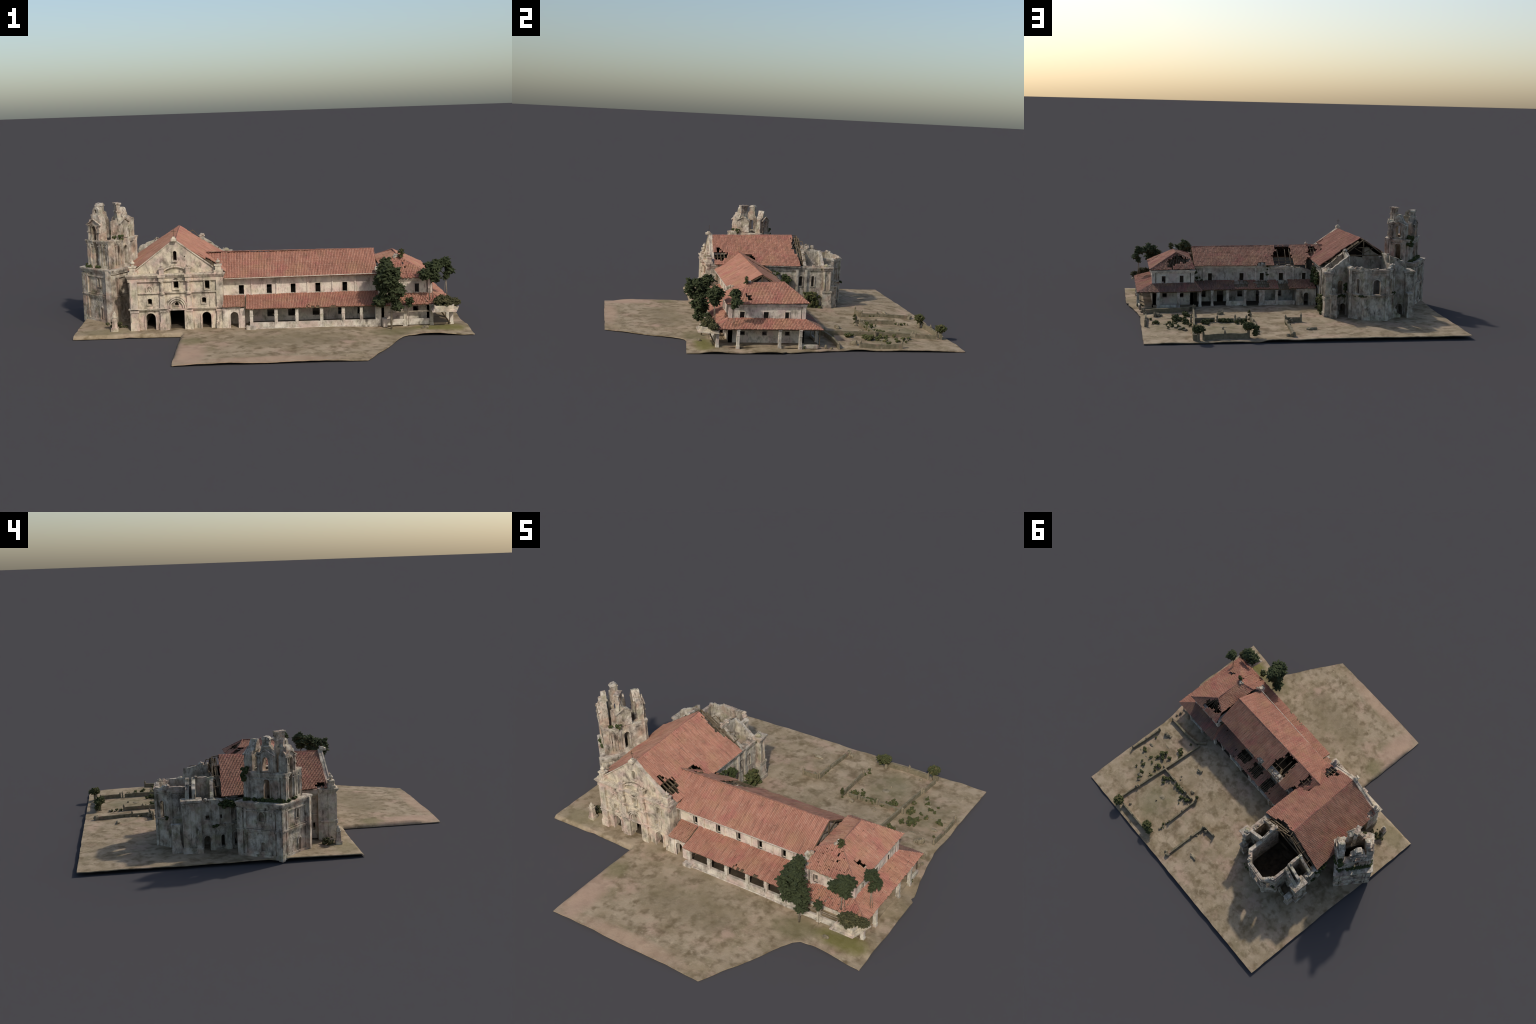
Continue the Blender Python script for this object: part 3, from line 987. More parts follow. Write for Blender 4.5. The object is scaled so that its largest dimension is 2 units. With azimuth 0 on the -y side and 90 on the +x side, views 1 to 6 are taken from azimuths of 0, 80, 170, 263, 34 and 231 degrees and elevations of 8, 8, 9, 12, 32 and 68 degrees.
def build_church_roof(church):
    e0, e1, r1, r0 = (-.203, -.302, .297), (-.210, .262, .292), (-.468, .242, .470), (-.451, -.302, .452)
    w0, w1 = (-.688, -.302, .304), (-.735, .256, .304)
    holeA = [(-.334, -.262, .39), (-.318, -.250, .38), (-.306, -.262, .37), (-.300, -.215, .37), (-.285, -.205, .36), (-.262, -.215, .34), (-.232, -.248, .32),
             (-.236, -.285, .32), (-.26, -.308, .34), (-.29, -.318, .36), (-.303, -.286, .37)]
    holeB = [(-.300, -.082, .36), (-.282, -.040, .35), (-.262, -.045, .34), (-.262, -.030, .335), (-.232, -.030, .315), (-.268, -.100, .34)]
    holeC = [(-.44, .238, .45), (-.40, .232, .43), (-.36, .226, .39), (-.33, .248, .38), (-.30, .256, .36), (-.27, .29, .33), (-.36, .29, .40)]
    rf = roof('nave_roof', church, [e0, e1, r1, r0], [holeA, holeB, holeC], free=(0, 1), seed=1, sag=.0028)
    roof('nave_roof', church, [w1, w0, r0, r1], [[(-.70, -.27, .31), (-.66, -.30, .33), (-.64, -.27, .34), (-.68, -.24, .32)]], mat='tile_old', free=(0, 3), seed=2, sag=.004)
    ridge_caps('ridge_cap', church, [r0, r1], seed=3)
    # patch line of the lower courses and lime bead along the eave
    p = Part()
    p.beam((-.206, .03, .2945), (-.209, .266, .291), .0035)
    p.done('eave_board', church, 'white')
    q = [e0, e1, r1, r0]
    rafters('rafter', rf, q, [.045, .085, .125, .165], (.0, .62), .005, .010, [(.14, .0, .2), (.28, .0, .2), (.42, .02, .2)], seed=4)
    rafters('rafter', rf, q, [.38, .42, .46], (.05, .5), .004, .010, [(.2, .36, .5), (.35, .36, .5)], seed=5)
    # end truss left standing beyond the last tiles
    t = Part()
    y = .285
    ap = (-.480, y - .005, .463)
    bl, br = (-.362, y + .010, .366), (-.600, y + .012, .368)
    t.beam((-.352, y + .008, .366), (-.612, y + .012, .369), .007)
    t.beam(ap, (-.480, y, .369), .006)
    t.beam(ap, (-.335, y + .01, .352), .006); t.beam(ap, (-.628, y + .01, .354), .006)
    t.beam((-.480, y, .38), (-.425, y, .41), .004); t.beam((-.480, y, .38), (-.536, y, .41), .004)
    t.beam((-.445, y + .005, .415), (-.515, y + .005, .416), .005)
    t.beam(ap, (-.470, .245, .466), .005)
    t.beam((-.33, y, .352), (-.24, y, .300), .005); t.beam((-.62, y, .352), (-.715, y, .302), .005)
    for x, z in ((-.41, .420), (-.36, .384), (-.30, .345), (-.54, .424), (-.60, .386), (-.66, .345)):
        t.beam((x, .25, z), (x + RNG.uniform(-.006, .006), y + RNG.uniform(-.012, .02), z - RNG.uniform(0, .006)), .0035)
    t.beam((-.425, .262, .428), (-.40, .305, .437), .0035); t.beam((-.40, .305, .437), (-.375, .315, .405), .003)
    for yy, k in ((.262, 1.0), (.274, .8), (.288, .62)):
        for sx in (1, -1):
            x0 = -.47 + sx * .02; x1 = -.47 + sx * (.02 + .21 * k)
            t.beam((x0, yy, .452), (x1, yy + RNG.uniform(-.006, .006), .452 - .21 * k * .70), .007, .003)
    t.beam((-.35, .40, .394), (-.352, .300, .397), .0028)
    t.beam((-.27, .262, .322), (-.26, .31, .335), .004); t.beam((-.345, .27, .372), (-.30, .315, .36), .004)
    t.done('roof_truss', church, 'wood')


# --------------------------------------------------------------------------- bell tower
# ground plans, clockwise seen from above would be inside-out: listed so that outside is on the right
TB = [(-.966, -.014), (-.788, -.187), (-.664, .010), (-.838, .187)]
T1 = [(-.930, -.038), (-.845, -.106), (-.800, -.138), (-.752, -.090), (-.688, .064), (-.818, .149)]


def build_tower(church):
    base, mould = Part(), Part()
    for k, (A, B) in enumerate(zip(TB, TB[1:] + TB[:1])):
        L = (Vector(B) - Vector(A)).length
        holes = []
        if k == 0:
            holes = [arch(.140, .160, .03, .098, rise=.014), arch(.126, .146, .205, .252)]
        if k == 3:
            holes = [arch(L * .52, L * .52 + .024, .052, .098), arch(L * .48, L * .48 + .030, .205, .252, rise=.02)]
        base.slab(A, B, [(0, .01), (L, .01), (L, .296), (0, .296)], holes, .010)
        base.slab(A, B, [(.008, .01), (L - .008, .01), (L - .008, .295), (.008, .295)], (), .022, -.0095)
        for h in holes:
            mould.trim(A, B, h, .006, .004)
        bands = ((-.004, .024), (L - .024, L + .004)) if L < .1 else ((-.004, .026), (L - .026, L + .004), (.034, .046), (L - .046, L - .034))
        for s0, s1 in bands:
            mould.band(A, B, s0, s1, .012, .27, .007)
        mould.band(A, B, -.004, L + .004, .012, .034, .007)
        mould.cornice(A, B, 0, L, .146, .163, .010)
        mould.band(A, B, -.002, L + .002, .166, .170, .006)
        mould.band(A, B, -.002, L + .002, .256, .262, .007)
        mould.cornice(A, B, 0, L, .278, .300, .014)
    mould.box((-.956, -.014, .03), (.024, .024, .05), rz=.8)
    mould.box((-.803, -.176, .150), (.034, .026, .29), rz=-.45)
    tw = base.erode(.0016).done('bell_tower', church, 'tower')
    mould.erode(.0009).done('moulding', tw, 'tower')
    # terrace round the belfry
    c = Vector((sum(v[0] for v in T1) / 6, sum(v[1] for v in T1) / 6))
    hole = [tuple(Vector(k).lerp(c, .22)) for k in T1]
    Part().prism(TB, .288, .301, [hole]).done('terrace', tw, 'tower')
    W, S1, S2, S3, E, N = T1
    # first belfry storey
    st, mo = Part(), Part()
    slots = {0: (.062, .016, .302, .470), 3: (.048, .016, .306, .412), 4: (.078, .020, .306, .416), 5: (.124, .0165, .306, .414)}
    for k, (A, B) in enumerate(zip(T1, T1[1:] + T1[:1])):
        L = (Vector(B) - Vector(A)).length
        cx, hw, z0, z1 = slots.get(k, (-1, 0, 0, 0))
        if k == 0:
            st.slab(A, B, [(0, .292), (cx - hw, .292), (cx - hw, .448), (0, .448)], (), .034)
            st.slab(A, B, [(cx + hw, .292), (L, .292), (L, .448), (cx + hw, .448)], (), .034)
            segs = [(0, cx - hw - .001), (cx + hw + .001, L)]
        else:
            op = [arch(cx - hw, cx + hw, z0, z1)] if cx > 0 else []
            st.slab(A, B, [(0, .292), (L, .292)] + ragged([(L, .446), (0, .446)], .012, .003, 6), op, .034)
            for o in op:
                mo.trim(A, B, o, .006, .005)
            segs = [(0, L)]
        for s0, s1 in segs:
            if k != 3:
                mo.cornice(A, B, s0, s1, .426, .446, .011)
                mo.band(A, B, s0, s1, .412, .416, .005)
            else:
                mo.cornice(A, B, .105, s1, .426, .446, .010)
            mo.band(A, B, s0, s1, .292, .315, .007)
        for q in (.004, .020, L - .032, L - .016):
            if (cx < 0 or abs(q + .006 - cx) > hw + .010) and L > .06 or q in (.004, L - .016):
                mo.band(A, B, q, q + .011, .295, .426, .007)
    for k, r in ((W, .017), (S2, .022), (E, .020), (N, .022)):
        q = Vector(k).lerp(c, .12)
        mo.box((q.x, q.y, .37), (r * 1.5, r * 1.5, .152), rz=.55)
    st.erode(.0018).done('belfry_storey', tw, 'tower')
    mo.erode(.0011, .009).done('moulding', tw, 'tower')

    # second storey: free-standing gabled piers, remains of an octagonal lantern
    def pier(A, B, cx, w, eave, apex, opening, back, extra=None, t=.034, rag=3):
        p = Part()
        z0 = .440
        out = [(cx - w, z0), (cx + w, z0)] + ragged([(cx + w, eave)] + back[::-1] + [(cx - w, eave)], .008, .003, rag)
        p.slab(A, B, out, [opening] if opening else [], t, -.004)
        d = (Vector(B) - Vector(A)).normalized()
        d3, n3, a3 = Vector((d.x, d.y, 0)), Vector((d.y, -d.x, 0)), Vector((A[0], A[1], 0))
        if opening:
            o0, o1 = min(x for x, _ in opening), max(x for x, _ in opening)
            g = [(cx - w, .452), (o0, .452)] + sorted([o for o in opening if o[1] > .5], key=lambda o: o[0]) + \
                [(o1, .452), (cx + w, .452), (cx + w, eave), (cx, apex), (cx - w, eave)]
            for q in (-1, 1):
                s0 = cx + q * w * .80
                p.band(A, B, s0 - .005, s0 + .005, .446, eave - .008, .010)
                p.band(A, B, s0 - .008, s0 + .008, eave - .042, eave - .036, .013)
                p.band(A, B, s0 - .008, s0 + .008, eave - .008, eave, .013)
            p.trim(A, B, opening, .005, .008)
        else:
            g = [(cx - w, .452), (cx + w, .452), (cx + w, eave), (cx, apex), (cx - w, eave)]
        p.slab(A, B, g, (), .010, .004)
        for q in (-1, 1):
            q0 = a3 + d3 * (cx + q * w * 1.16) + n3 * .007 + Vector((0, 0, eave - .003))
            p.beam(q0, a3 + d3 * cx + n3 * .007 + Vector((0, 0, apex + .002)), .008, .004)
        if extra:
            extra(p, A, B, a3, d3, n3)
        p.erode(.0017, .008, 60)
        return p.done('gable_pier', tw, 'tower')

    def dome_front(p, A, B, a, d, n):
        # curved lantern panel with its oval light, set back from the gable
        p.slab(A, B, rect(.026, .088, .570, .577), (), .040, -.008)
        dome = [(.030, .577), (.081, .577), (.081, .590), (.076, .603), (.065, .614), (.050, .617), (.038, .609), (.032, .596)]
        p.slab(A, B, dome, [arch(.046, .062, .583, .603, rise=.009)], .026, -.018)
        # right flank, sloping down to the broken corner
        f0 = a + d * .108 - n * .002
        p.slab(f0.xy, (f0 - n * .05 + d * .004).xy, [(0, .44), (.036, .44)] + ragged([(.036, .468), (.028, .505), (.018, .530), (.008, .552), (0, .556)], .01, .003, 8), (), .012)
        f0 = a + d * .018 - n * .030
        p.slab(f0.xy, (f0 + n * .03).xy, [(0, .44), (.03, .44), (.03, .540), (.012, .560), (0, .53)], (), .014)
    pier(W, S1, .062, .047, .528, .553, arch(.046, .078, .440, .520),
         [(.018, .528), (.034, .550), (.036, .575), (.088, .575), (.104, .548), (.110, .528)], dome_front)

    def block_lantern(p, A, B, a, d, n):
        p.slab(A, B, rect(.099, .147, .576, .583), (), .036, .004)
        p.slab(A, B, [(.103, .582), (.143, .582), (.140, .614), (.106, .614)], (), .024, -.004)
        p.slab(A, B, ragged([(.101, .612), (.146, .612), (.144, .619), (.132, .627), (.114, .629), (.103, .620)], .01, .001, 3, True), (), .032, .001)
        for q in (.082, .158):
            f0 = a + d * q - n * .004
            p.slab(f0.xy, (f0 - n * .04).xy, [(0, .44), (.026, .44)] + ragged([(.026, .490), (.018, .520), (.009, .542), (0, .548)], .01, .003, 9), (), .011)
    pier(N, W, .123, .045, .537, .562, arch(.106, .138, .455, .526),
         [(.080, .537), (.096, .560), (.098, .580), (.148, .580), (.152, .560), (.166, .540)], block_lantern)

    def ne_back(p, A, B, a, d, n):
        p.slab(A, B, ragged([(.040, .545), (.112, .545), (.104, .562), (.090, .585), (.080, .599), (.066, .600), (.060, .580), (.050, .560)], .01, .0015, 6, True), (), .03, -.016)
        f0 = a + d * .020 - n * .004
        p.slab(f0.xy, (f0 - n * .034).xy, [(0, .44), (.034, .44)] + ragged([(.034, .49), (.02, .53), (0, .545)], .01, .003, 4), (), .014)
    pier(E, N, .078, .055, .532, .556, arch(.060, .096, .452, .530),
         [(.022, .536), (.028, .548), (.050, .556), (.056, .580), (.064, .596), (.076, .598), (.088, .582), (.098, .562), (.112, .552), (.130, .540)], ne_back)

    def se_stub(p, A, B, a, d, n):
        # tall lantern stub, turned off the wall line
        P, Q = (-.743, -.070), (-.768, -.014)
        p.slab(P, Q, ragged([(-.004, .44), (.066, .44), (.066, .540), (.058, .562), (.056, .590), (.057, .632), (.006, .632), (.005, .600), (.002, .566), (-.008, .548)], .012, .0012, 5, True), (), .020)
        p.slab(P, Q, rect(.001, .061, .586, .593), (), .028, .004)
        p.slab(P, Q, rect(.001, .062, .626, .634), (), .030, .005)
        p.slab(P, Q, rect(.020, .026, .55, .63), (), .01, .004); p.slab(P, Q, rect(.042, .048, .55, .63), (), .01, .004)
        # dark western flank
        p.slab((-.798, -.082), (-.752, -.070), [(0, .44), (.047, .44), (.047, .560)] + ragged([(.040, .560), (.024, .545), (0, .538)], .01, .002, 7), (), .018)
        p.slab((-.797, -.060), (-.797, -.080), [(0, .44), (.02, .44), (.02, .535), (0, .52)], (), .016)
    pier(S3, E, .044, .042, .531, .553, None, [(.002, .535), (.024, .552), (.044, .558), (.060, .550), (.086, .532)], se_stub, t=.030)

    # weeds on the ledges
    iv = Part()
    rnd = random.Random(11)
    def along(A, B, z, n, r0, r1, off):
        A, B = Vector(A), Vector(B)
        d = (B - A).normalized(); nn = Vector((d.y, -d.x))
        for i in range(n):
            q = A.lerp(B, rnd.random()) + nn * rnd.uniform(-.004, off)
            iv.lump((q.x, q.y, z + rnd.uniform(-.004, .006)), rnd.uniform(r0, r1), rnd.random() * 90, .7, 2, (1, 1, .8))
    along(N, W, .303, 34, .006, .013, .016)
    along(N, W, .303, 12, .012, .016, .012)
    along(E, N, .305, 12, .006, .012, .016)
    along(W, S1, .303, 10, .005, .010, .014)
    for i in range(16):
        q = Vector(N) + Vector((rnd.uniform(-.025, .018), rnd.uniform(-.02, .012)))
        iv.lump((q.x, q.y, .435 + rnd.uniform(-.035, .03)), rnd.uniform(.007, .014), i, .7)
    for i in range(9):
        q = Vector(S2).lerp(Vector(S3), rnd.uniform(.3, 1.3))
        iv.lump((q.x, q.y, .450 + rnd.uniform(-.01, .016)), rnd.uniform(.005, .010), i + 40, .7)
    for i in range(3):
        iv.lump((-.935 + .008 * i, -.028 + .01 * i, .308), .012, i + 60, .6)
    iv.done('ledge_weeds', tw, 'ivy', stuff=True)


# --------------------------------------------------------------------------- convent
def build_convent(conv):
    SA, SB = (-.222, -.262), (.552, -.262)
    def sx(x): return x - SA[0]
    up = [rect(sx(a), sx(b), .170, .217) for a, b in ((-.140, -.115), (0, .025), (.121, .145), (.245, .270), (.381, .405))]
    lo = [rect(sx(a), sx(b), .052, .095) for a, b in ((-.001, .036), (.105, .141), (.228, .263), (.357, .390), (.455, .488))]
    p = Part().slab(SA, SB, [(0, .01), (sx(.552), .01), (sx(.552), .268), (0, .268)], up + lo, .014)
    w = p.done('convent_wall', conv, 'convent')
    q = Part()
    for x in (-.075, .049, .207, .330, .445):
        q.band(SA, SB, sx(x) - .004, sx(x) + .004, .158, .255, .005)
    q.cornice(SA, SB, 0, sx(.552), .250, .268, .012, 3)
    for h in up:
        q.trim(SA, SB, h, .004, .002)
    q.done('moulding', w, 'convent', bevel=.001)
    NA, NB = (.555, .030), (-.215, .030)
    LA, LB = (.555, .017), (-.215, .017)
    def nx(x): return NA[0] - x
    up = [rect(nx(a), nx(b), .163, .213) for a, b in ((.463, .437), (.262, .235), (.132, .104), (.008, -.022), (-.144, -.170))]
    lo = [rect(nx(a), nx(b), .056, .097) for a, b in ((.507, .475), (.272, .239), (.014, -.014))] + \
         [rect(nx(a), nx(b), .0, .098) for a, b in ((.403, .362), (.152, .130))]
    top = ragged([(0, .262), (nx(.10), .260), (nx(.06), .252), (nx(.045), .262), (nx(0), .256), (nx(-.06), .262), (nx(-.10), .250), (nx(-.15), .246), (nx(-.215), .22)], .012, .004, 3)
    p = Part().slab(NA, NB, [(nx(-.215), .140)] + top[::-1] + [(0, .140)], up, .030)
    p.slab(LA, LB, rect(0, nx(-.215), .010, .158), lo, .022)
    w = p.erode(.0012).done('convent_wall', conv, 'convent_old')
    q = Part()
    q.cornice(NA, NB, 0, nx(.12), .246, .262, .010, 3)
    q.cornice(NA, NB, nx(.06), nx(-.09), .240, .255, .009, 3)
    for x in (.49, .16, .075, -.035, -.085):
        q.band(NA, NB, nx(x) - .006, nx(x) + .006, .165, .246, .005)
    for h in up:
        q.trim(NA, NB, h, .004, .0025)
    q.done('moulding', w, 'convent', bevel=.001)
    # end wall, inner floor, dark sheet added so the windows look black
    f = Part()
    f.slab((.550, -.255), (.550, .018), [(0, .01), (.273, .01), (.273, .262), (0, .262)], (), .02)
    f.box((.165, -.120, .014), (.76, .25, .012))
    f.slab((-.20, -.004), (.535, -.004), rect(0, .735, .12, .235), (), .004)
    f.done('dark_interior', conv, 'dark')
    # main roof
    r0, r1 = (-.306, -.133, .373), (.557, -.117, .363)
    s0, s1 = (-.216, -.300, .262), (.553, -.306, .267)
    n0, n1 = (-.165, .055, .270), (.553, .058, .264)
    rs = roof('convent_roof', conv, [s0, s1, r1, r0], (), free=(0,), seed=5, sag=.003)
    big = [(.020, -.13, .37), (.020, -.07, .34), (.046, -.04, .32), (.048, .0, .30), (.040, .07, .26), (-.087, .07, .26), (-.087, .02, .29), (-.083, -.06, .33), (-.083, -.13, .37)]
    west = [(-.205, -.125, .37), (-.225, -.13, .37), (-.262, -.09, .35), (-.235, -.035, .32), (-.225, .02, .29), (-.20, .08, .26), (-.155, .08, .26), (-.172, .0, .30), (-.205, -.012, .31), (-.190, -.055, .33)]
    bite = [(.15, .045, .272), (.13, .03, .28), (.10, .035, .278), (.10, .08, .26), (.15, .08, .26)]
    rn = roof('convent_roof', conv, [n1, n0, (-.225, .055, .270), r0, r1], [big, west, bite], mat='tile_old', free=(0, 1), seed=6, sag=.0035)
    ridge_caps('ridge_cap', conv, [r0, r1], seed=6)
    b = Part()
    b.beam((-.21, -.301, .2585), (.552, -.307, .2635), .0032)
    b.done('eave_board', conv, 'white')
    quad = [n0, n1, r1, (-.165, -.131, .372)]
    def U(x): return (x + .165) / .72
    rafters('rafter', rn, quad, [U(x) for x in (-.066, -.035, .008)], (.02, .85), .004, .008, [(.12, U(-.085), U(.045)), (.26, U(-.085), U(.04)), (.42, U(-.04), U(.03)), (.02, U(-.085), U(.05))], .02, seed=7)
    rafters('rafter', rn, [(-.25, .03, .285), (-.15, .03, .285), (-.15, -.13, .372), (-.25, -.13, .372)], [.1, .3, .55], (.3, 1), .004, .008, [(.55, 0, .8), (.8, 0, .8)], .02, seed=8)
    # open east gable with its truss
    t = Part()
    for y0, z0 in ((-.28, .262), (.035, .268)):
        t.beam((.553, y0, z0), (.553, -.118, .355), .006)
    t.beam((.553, -.118, .355), (.553, -.118, .27), .006)
    t.beam((.553, -.118, .30), (.553, -.17, .318), .004); t.beam((.553, -.118, .30), (.553, -.06, .318), .004)
    t.beam((.553, -.28, .266), (.553, .035, .268), .006)
    t.done('roof_truss', conv, 'wood')
    g = Part().slab((.538, -.25), (.538, .01), [(.06, .262), (.24, .262), (.20, .300), (.142, .345), (.09, .30)], (), .006)
    g.done('gable_boarding', conv, 'convent_old')
    # chunk of standing masonry in the broken north eave
    c = Part()
    for i, (x, z, k) in enumerate(((.115, .268, .015), (.095, .262, .012), (.06, .255, .013), (-.09, .255, .012), (-.06, .262, .008), (.02, .262, .008), (.14, .27, .010))):
        c.lump((x, .028, z), k, i, .5)
    c.done('rubble', conv, 'tower', stuff=True)

    build_south_arcade(conv)
    build_north_arcade(conv)
    build_pavilion(conv)


def column(parent, x, y, z0, z1, w=.016, d=.018, mat='convent_old', flare=True):
    p = Part()
    h = z1 - z0
    p.box((x, y, z0 + h * .5), (w, d, h))
    if flare:
        p.box((x, y, z0 + .010), (w * 1.35, d * 1.3, .020), taper=.85)
    p.box((x, y, z0 + h * .66), (w * 1.2, d * 1.15, .004))
    p.box((x, y, z1 - .004), (w * 1.3, d * 1.2, .008))
    p.roughen(.0008, 60)
    return p.done('column', parent, mat, bevel=.0015)


def build_south_arcade(conv):
    # lean-to roof over the arcade; one plane to the pavilion, steeper beyond
    sk = roof('veranda_roof', conv, [(-.106, -.405, .1235), (.556, -.408, .1215), (.556, -.262, .166), (-.106, -.262, .166)],
              [[(.18, -.42, .12), (.34, -.42, .12), (.335, -.398, .124), (.28, -.402, .123), (.19, -.397, .125)]], free=(0,), seed=11, sag=.0035, rough=1.3)
    roof('veranda_roof', conv, [(-.222, -.372, .128), (-.112, -.372, .128), (-.112, -.262, .166), (-.222, -.262, .166)], (), free=(0,), seed=12, rough=2, mat='tile_old')
    p = Part()
    p.beam((-.106, -.399, .1195), (.556, -.402, .117), .004)
    p.beam((-.106, -.402, .122), (-.106, -.268, .163), .004)
    p.beam((.18, -.396, .122), (.34, -.399, .122), .006)
    p.done('eave_beam', conv, 'wood')
    for x in (-.080, .042, .144, .266, .372, .462):
        column(conv, x, -.386, .015, .121)
    # parapet, end pier, porch bay beside the facade
    q = Part()
    q.box((.225, -.384, .032), (.62, .018, .034))
    q.box((.225, -.394, .018), (.63, .02, .012))
    q.box((-.082, -.400, .024), (.05, .03, .024))
    q.box((.545, -.384, .068), (.030, .022, .108))
    q.box((.573, -.395, .035), (.022, .03, .04))
    q.roughen(.001, 40).done('parapet', conv, 'convent_old', bevel=.002)
    A, B = (-.222, -.357), (-.112, -.357)
    p = Part().slab(A, B, [(0, .01), (.110, .01), (.110, .126), (0, .126)], [arch(.038, .078, 0, .101)], .025)
    p.trim(A, B, arch(.038, .078, .01, .101), .006, .004)
    p.band(A, B, .085, .110, .012, .12, .006); p.band(A, B, 0, .028, .012, .12, .004)
    p.slab((-.114, -.357), (-.114, -.262), [(0, .01), (.095, .01), (.095, .155), (0, .124)], (), .02)
    p.done('porch_wall', conv, 'convent')
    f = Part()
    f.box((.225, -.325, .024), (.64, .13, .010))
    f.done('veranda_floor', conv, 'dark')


def build_north_arcade(conv):
    holes = [[(.302, .12, .15), (.302, .03, .17), (.216, .03, .17), (.216, .12, .15)],
             [(.166, .13, .14), (.166, .02, .17), (.085, .02, .17), (.080, .13, .14)],
             [(.022, .145, .13), (.020, .02, .17), (-.05, .02, .17), (-.045, .15, .13)]]
    ev0, ev1 = (.513, .147, .129), (-.213, .147, .136)
    t0, t1 = (.553, .031, .165), (-.213, .031, .171)
    em, tm = Vector(ev0).lerp(Vector(ev1), .30), Vector(t0).lerp(Vector(t1), .31)
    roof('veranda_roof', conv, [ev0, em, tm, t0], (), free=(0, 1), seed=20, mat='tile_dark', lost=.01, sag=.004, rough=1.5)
    sk = roof('veranda_roof', conv, [em, ev1, t1, tm], holes, free=(0, 1, 3), seed=21, mat='tile_old', lost=.02, sag=.004, rough=1.8)
    q = [ev1, (.553, .147, .129), t0, t1]
    U = lambda x: (x + .213) / .766
    rafters('rafter', sk, q, [U(x) for x in (.295, .28, .265, .25, .235, .222, .155, .145, .133, .121, .11, .098, .088, .013, .0, -.014, -.028, -.04)], (.02, 1), .003, .004,
            [(.2, U(-.05), U(.30)), (.55, U(-.05), U(.3)), (.85, U(.08), U(.3))], .008, seed=22)
    p = Part()
    p.beam((.52, .139, .123), (-.09, .139, .128), .005)
    p.done('eave_beam', conv, 'wood')
    for x, w in ((.523, .016), (.446, .015), (.349, .016), (.239, .016), (.131, .034), (.037, .016)):
        column(conv, x, .136 if x < .5 else .150, .018, .124, w=w, mat='convent_old')
    b = Part()
    b.box((.294, .136, .040), (.094, .016, .028)); b.box((.085, .136, .041), (.08, .016, .030)); b.box((-.025, .136, .040), (.11, .014, .028))
    b.erode(.0025, .01).done('parapet', conv, 'convent_old')
    A, B = (-.085, .150), (-.215, .150)
    L = .13
    w = Part().slab(A, B, [(0, .01), (L, .01), (L, .132), (0, .130)], [arch(.050, .082, 0, .107)], .022)
    w.trim(A, B, arch(.05, .082, .012, .107), .005, .004)
    w.slab((-.087, .02), (-.087, .150), [(0, .01), (.138, .01), (.138, .126), (0, .165)], (), .02)
    w.done('porch_wall', conv, 'apse')
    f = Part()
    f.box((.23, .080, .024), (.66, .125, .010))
    f.done('veranda_floor', conv, 'dark')


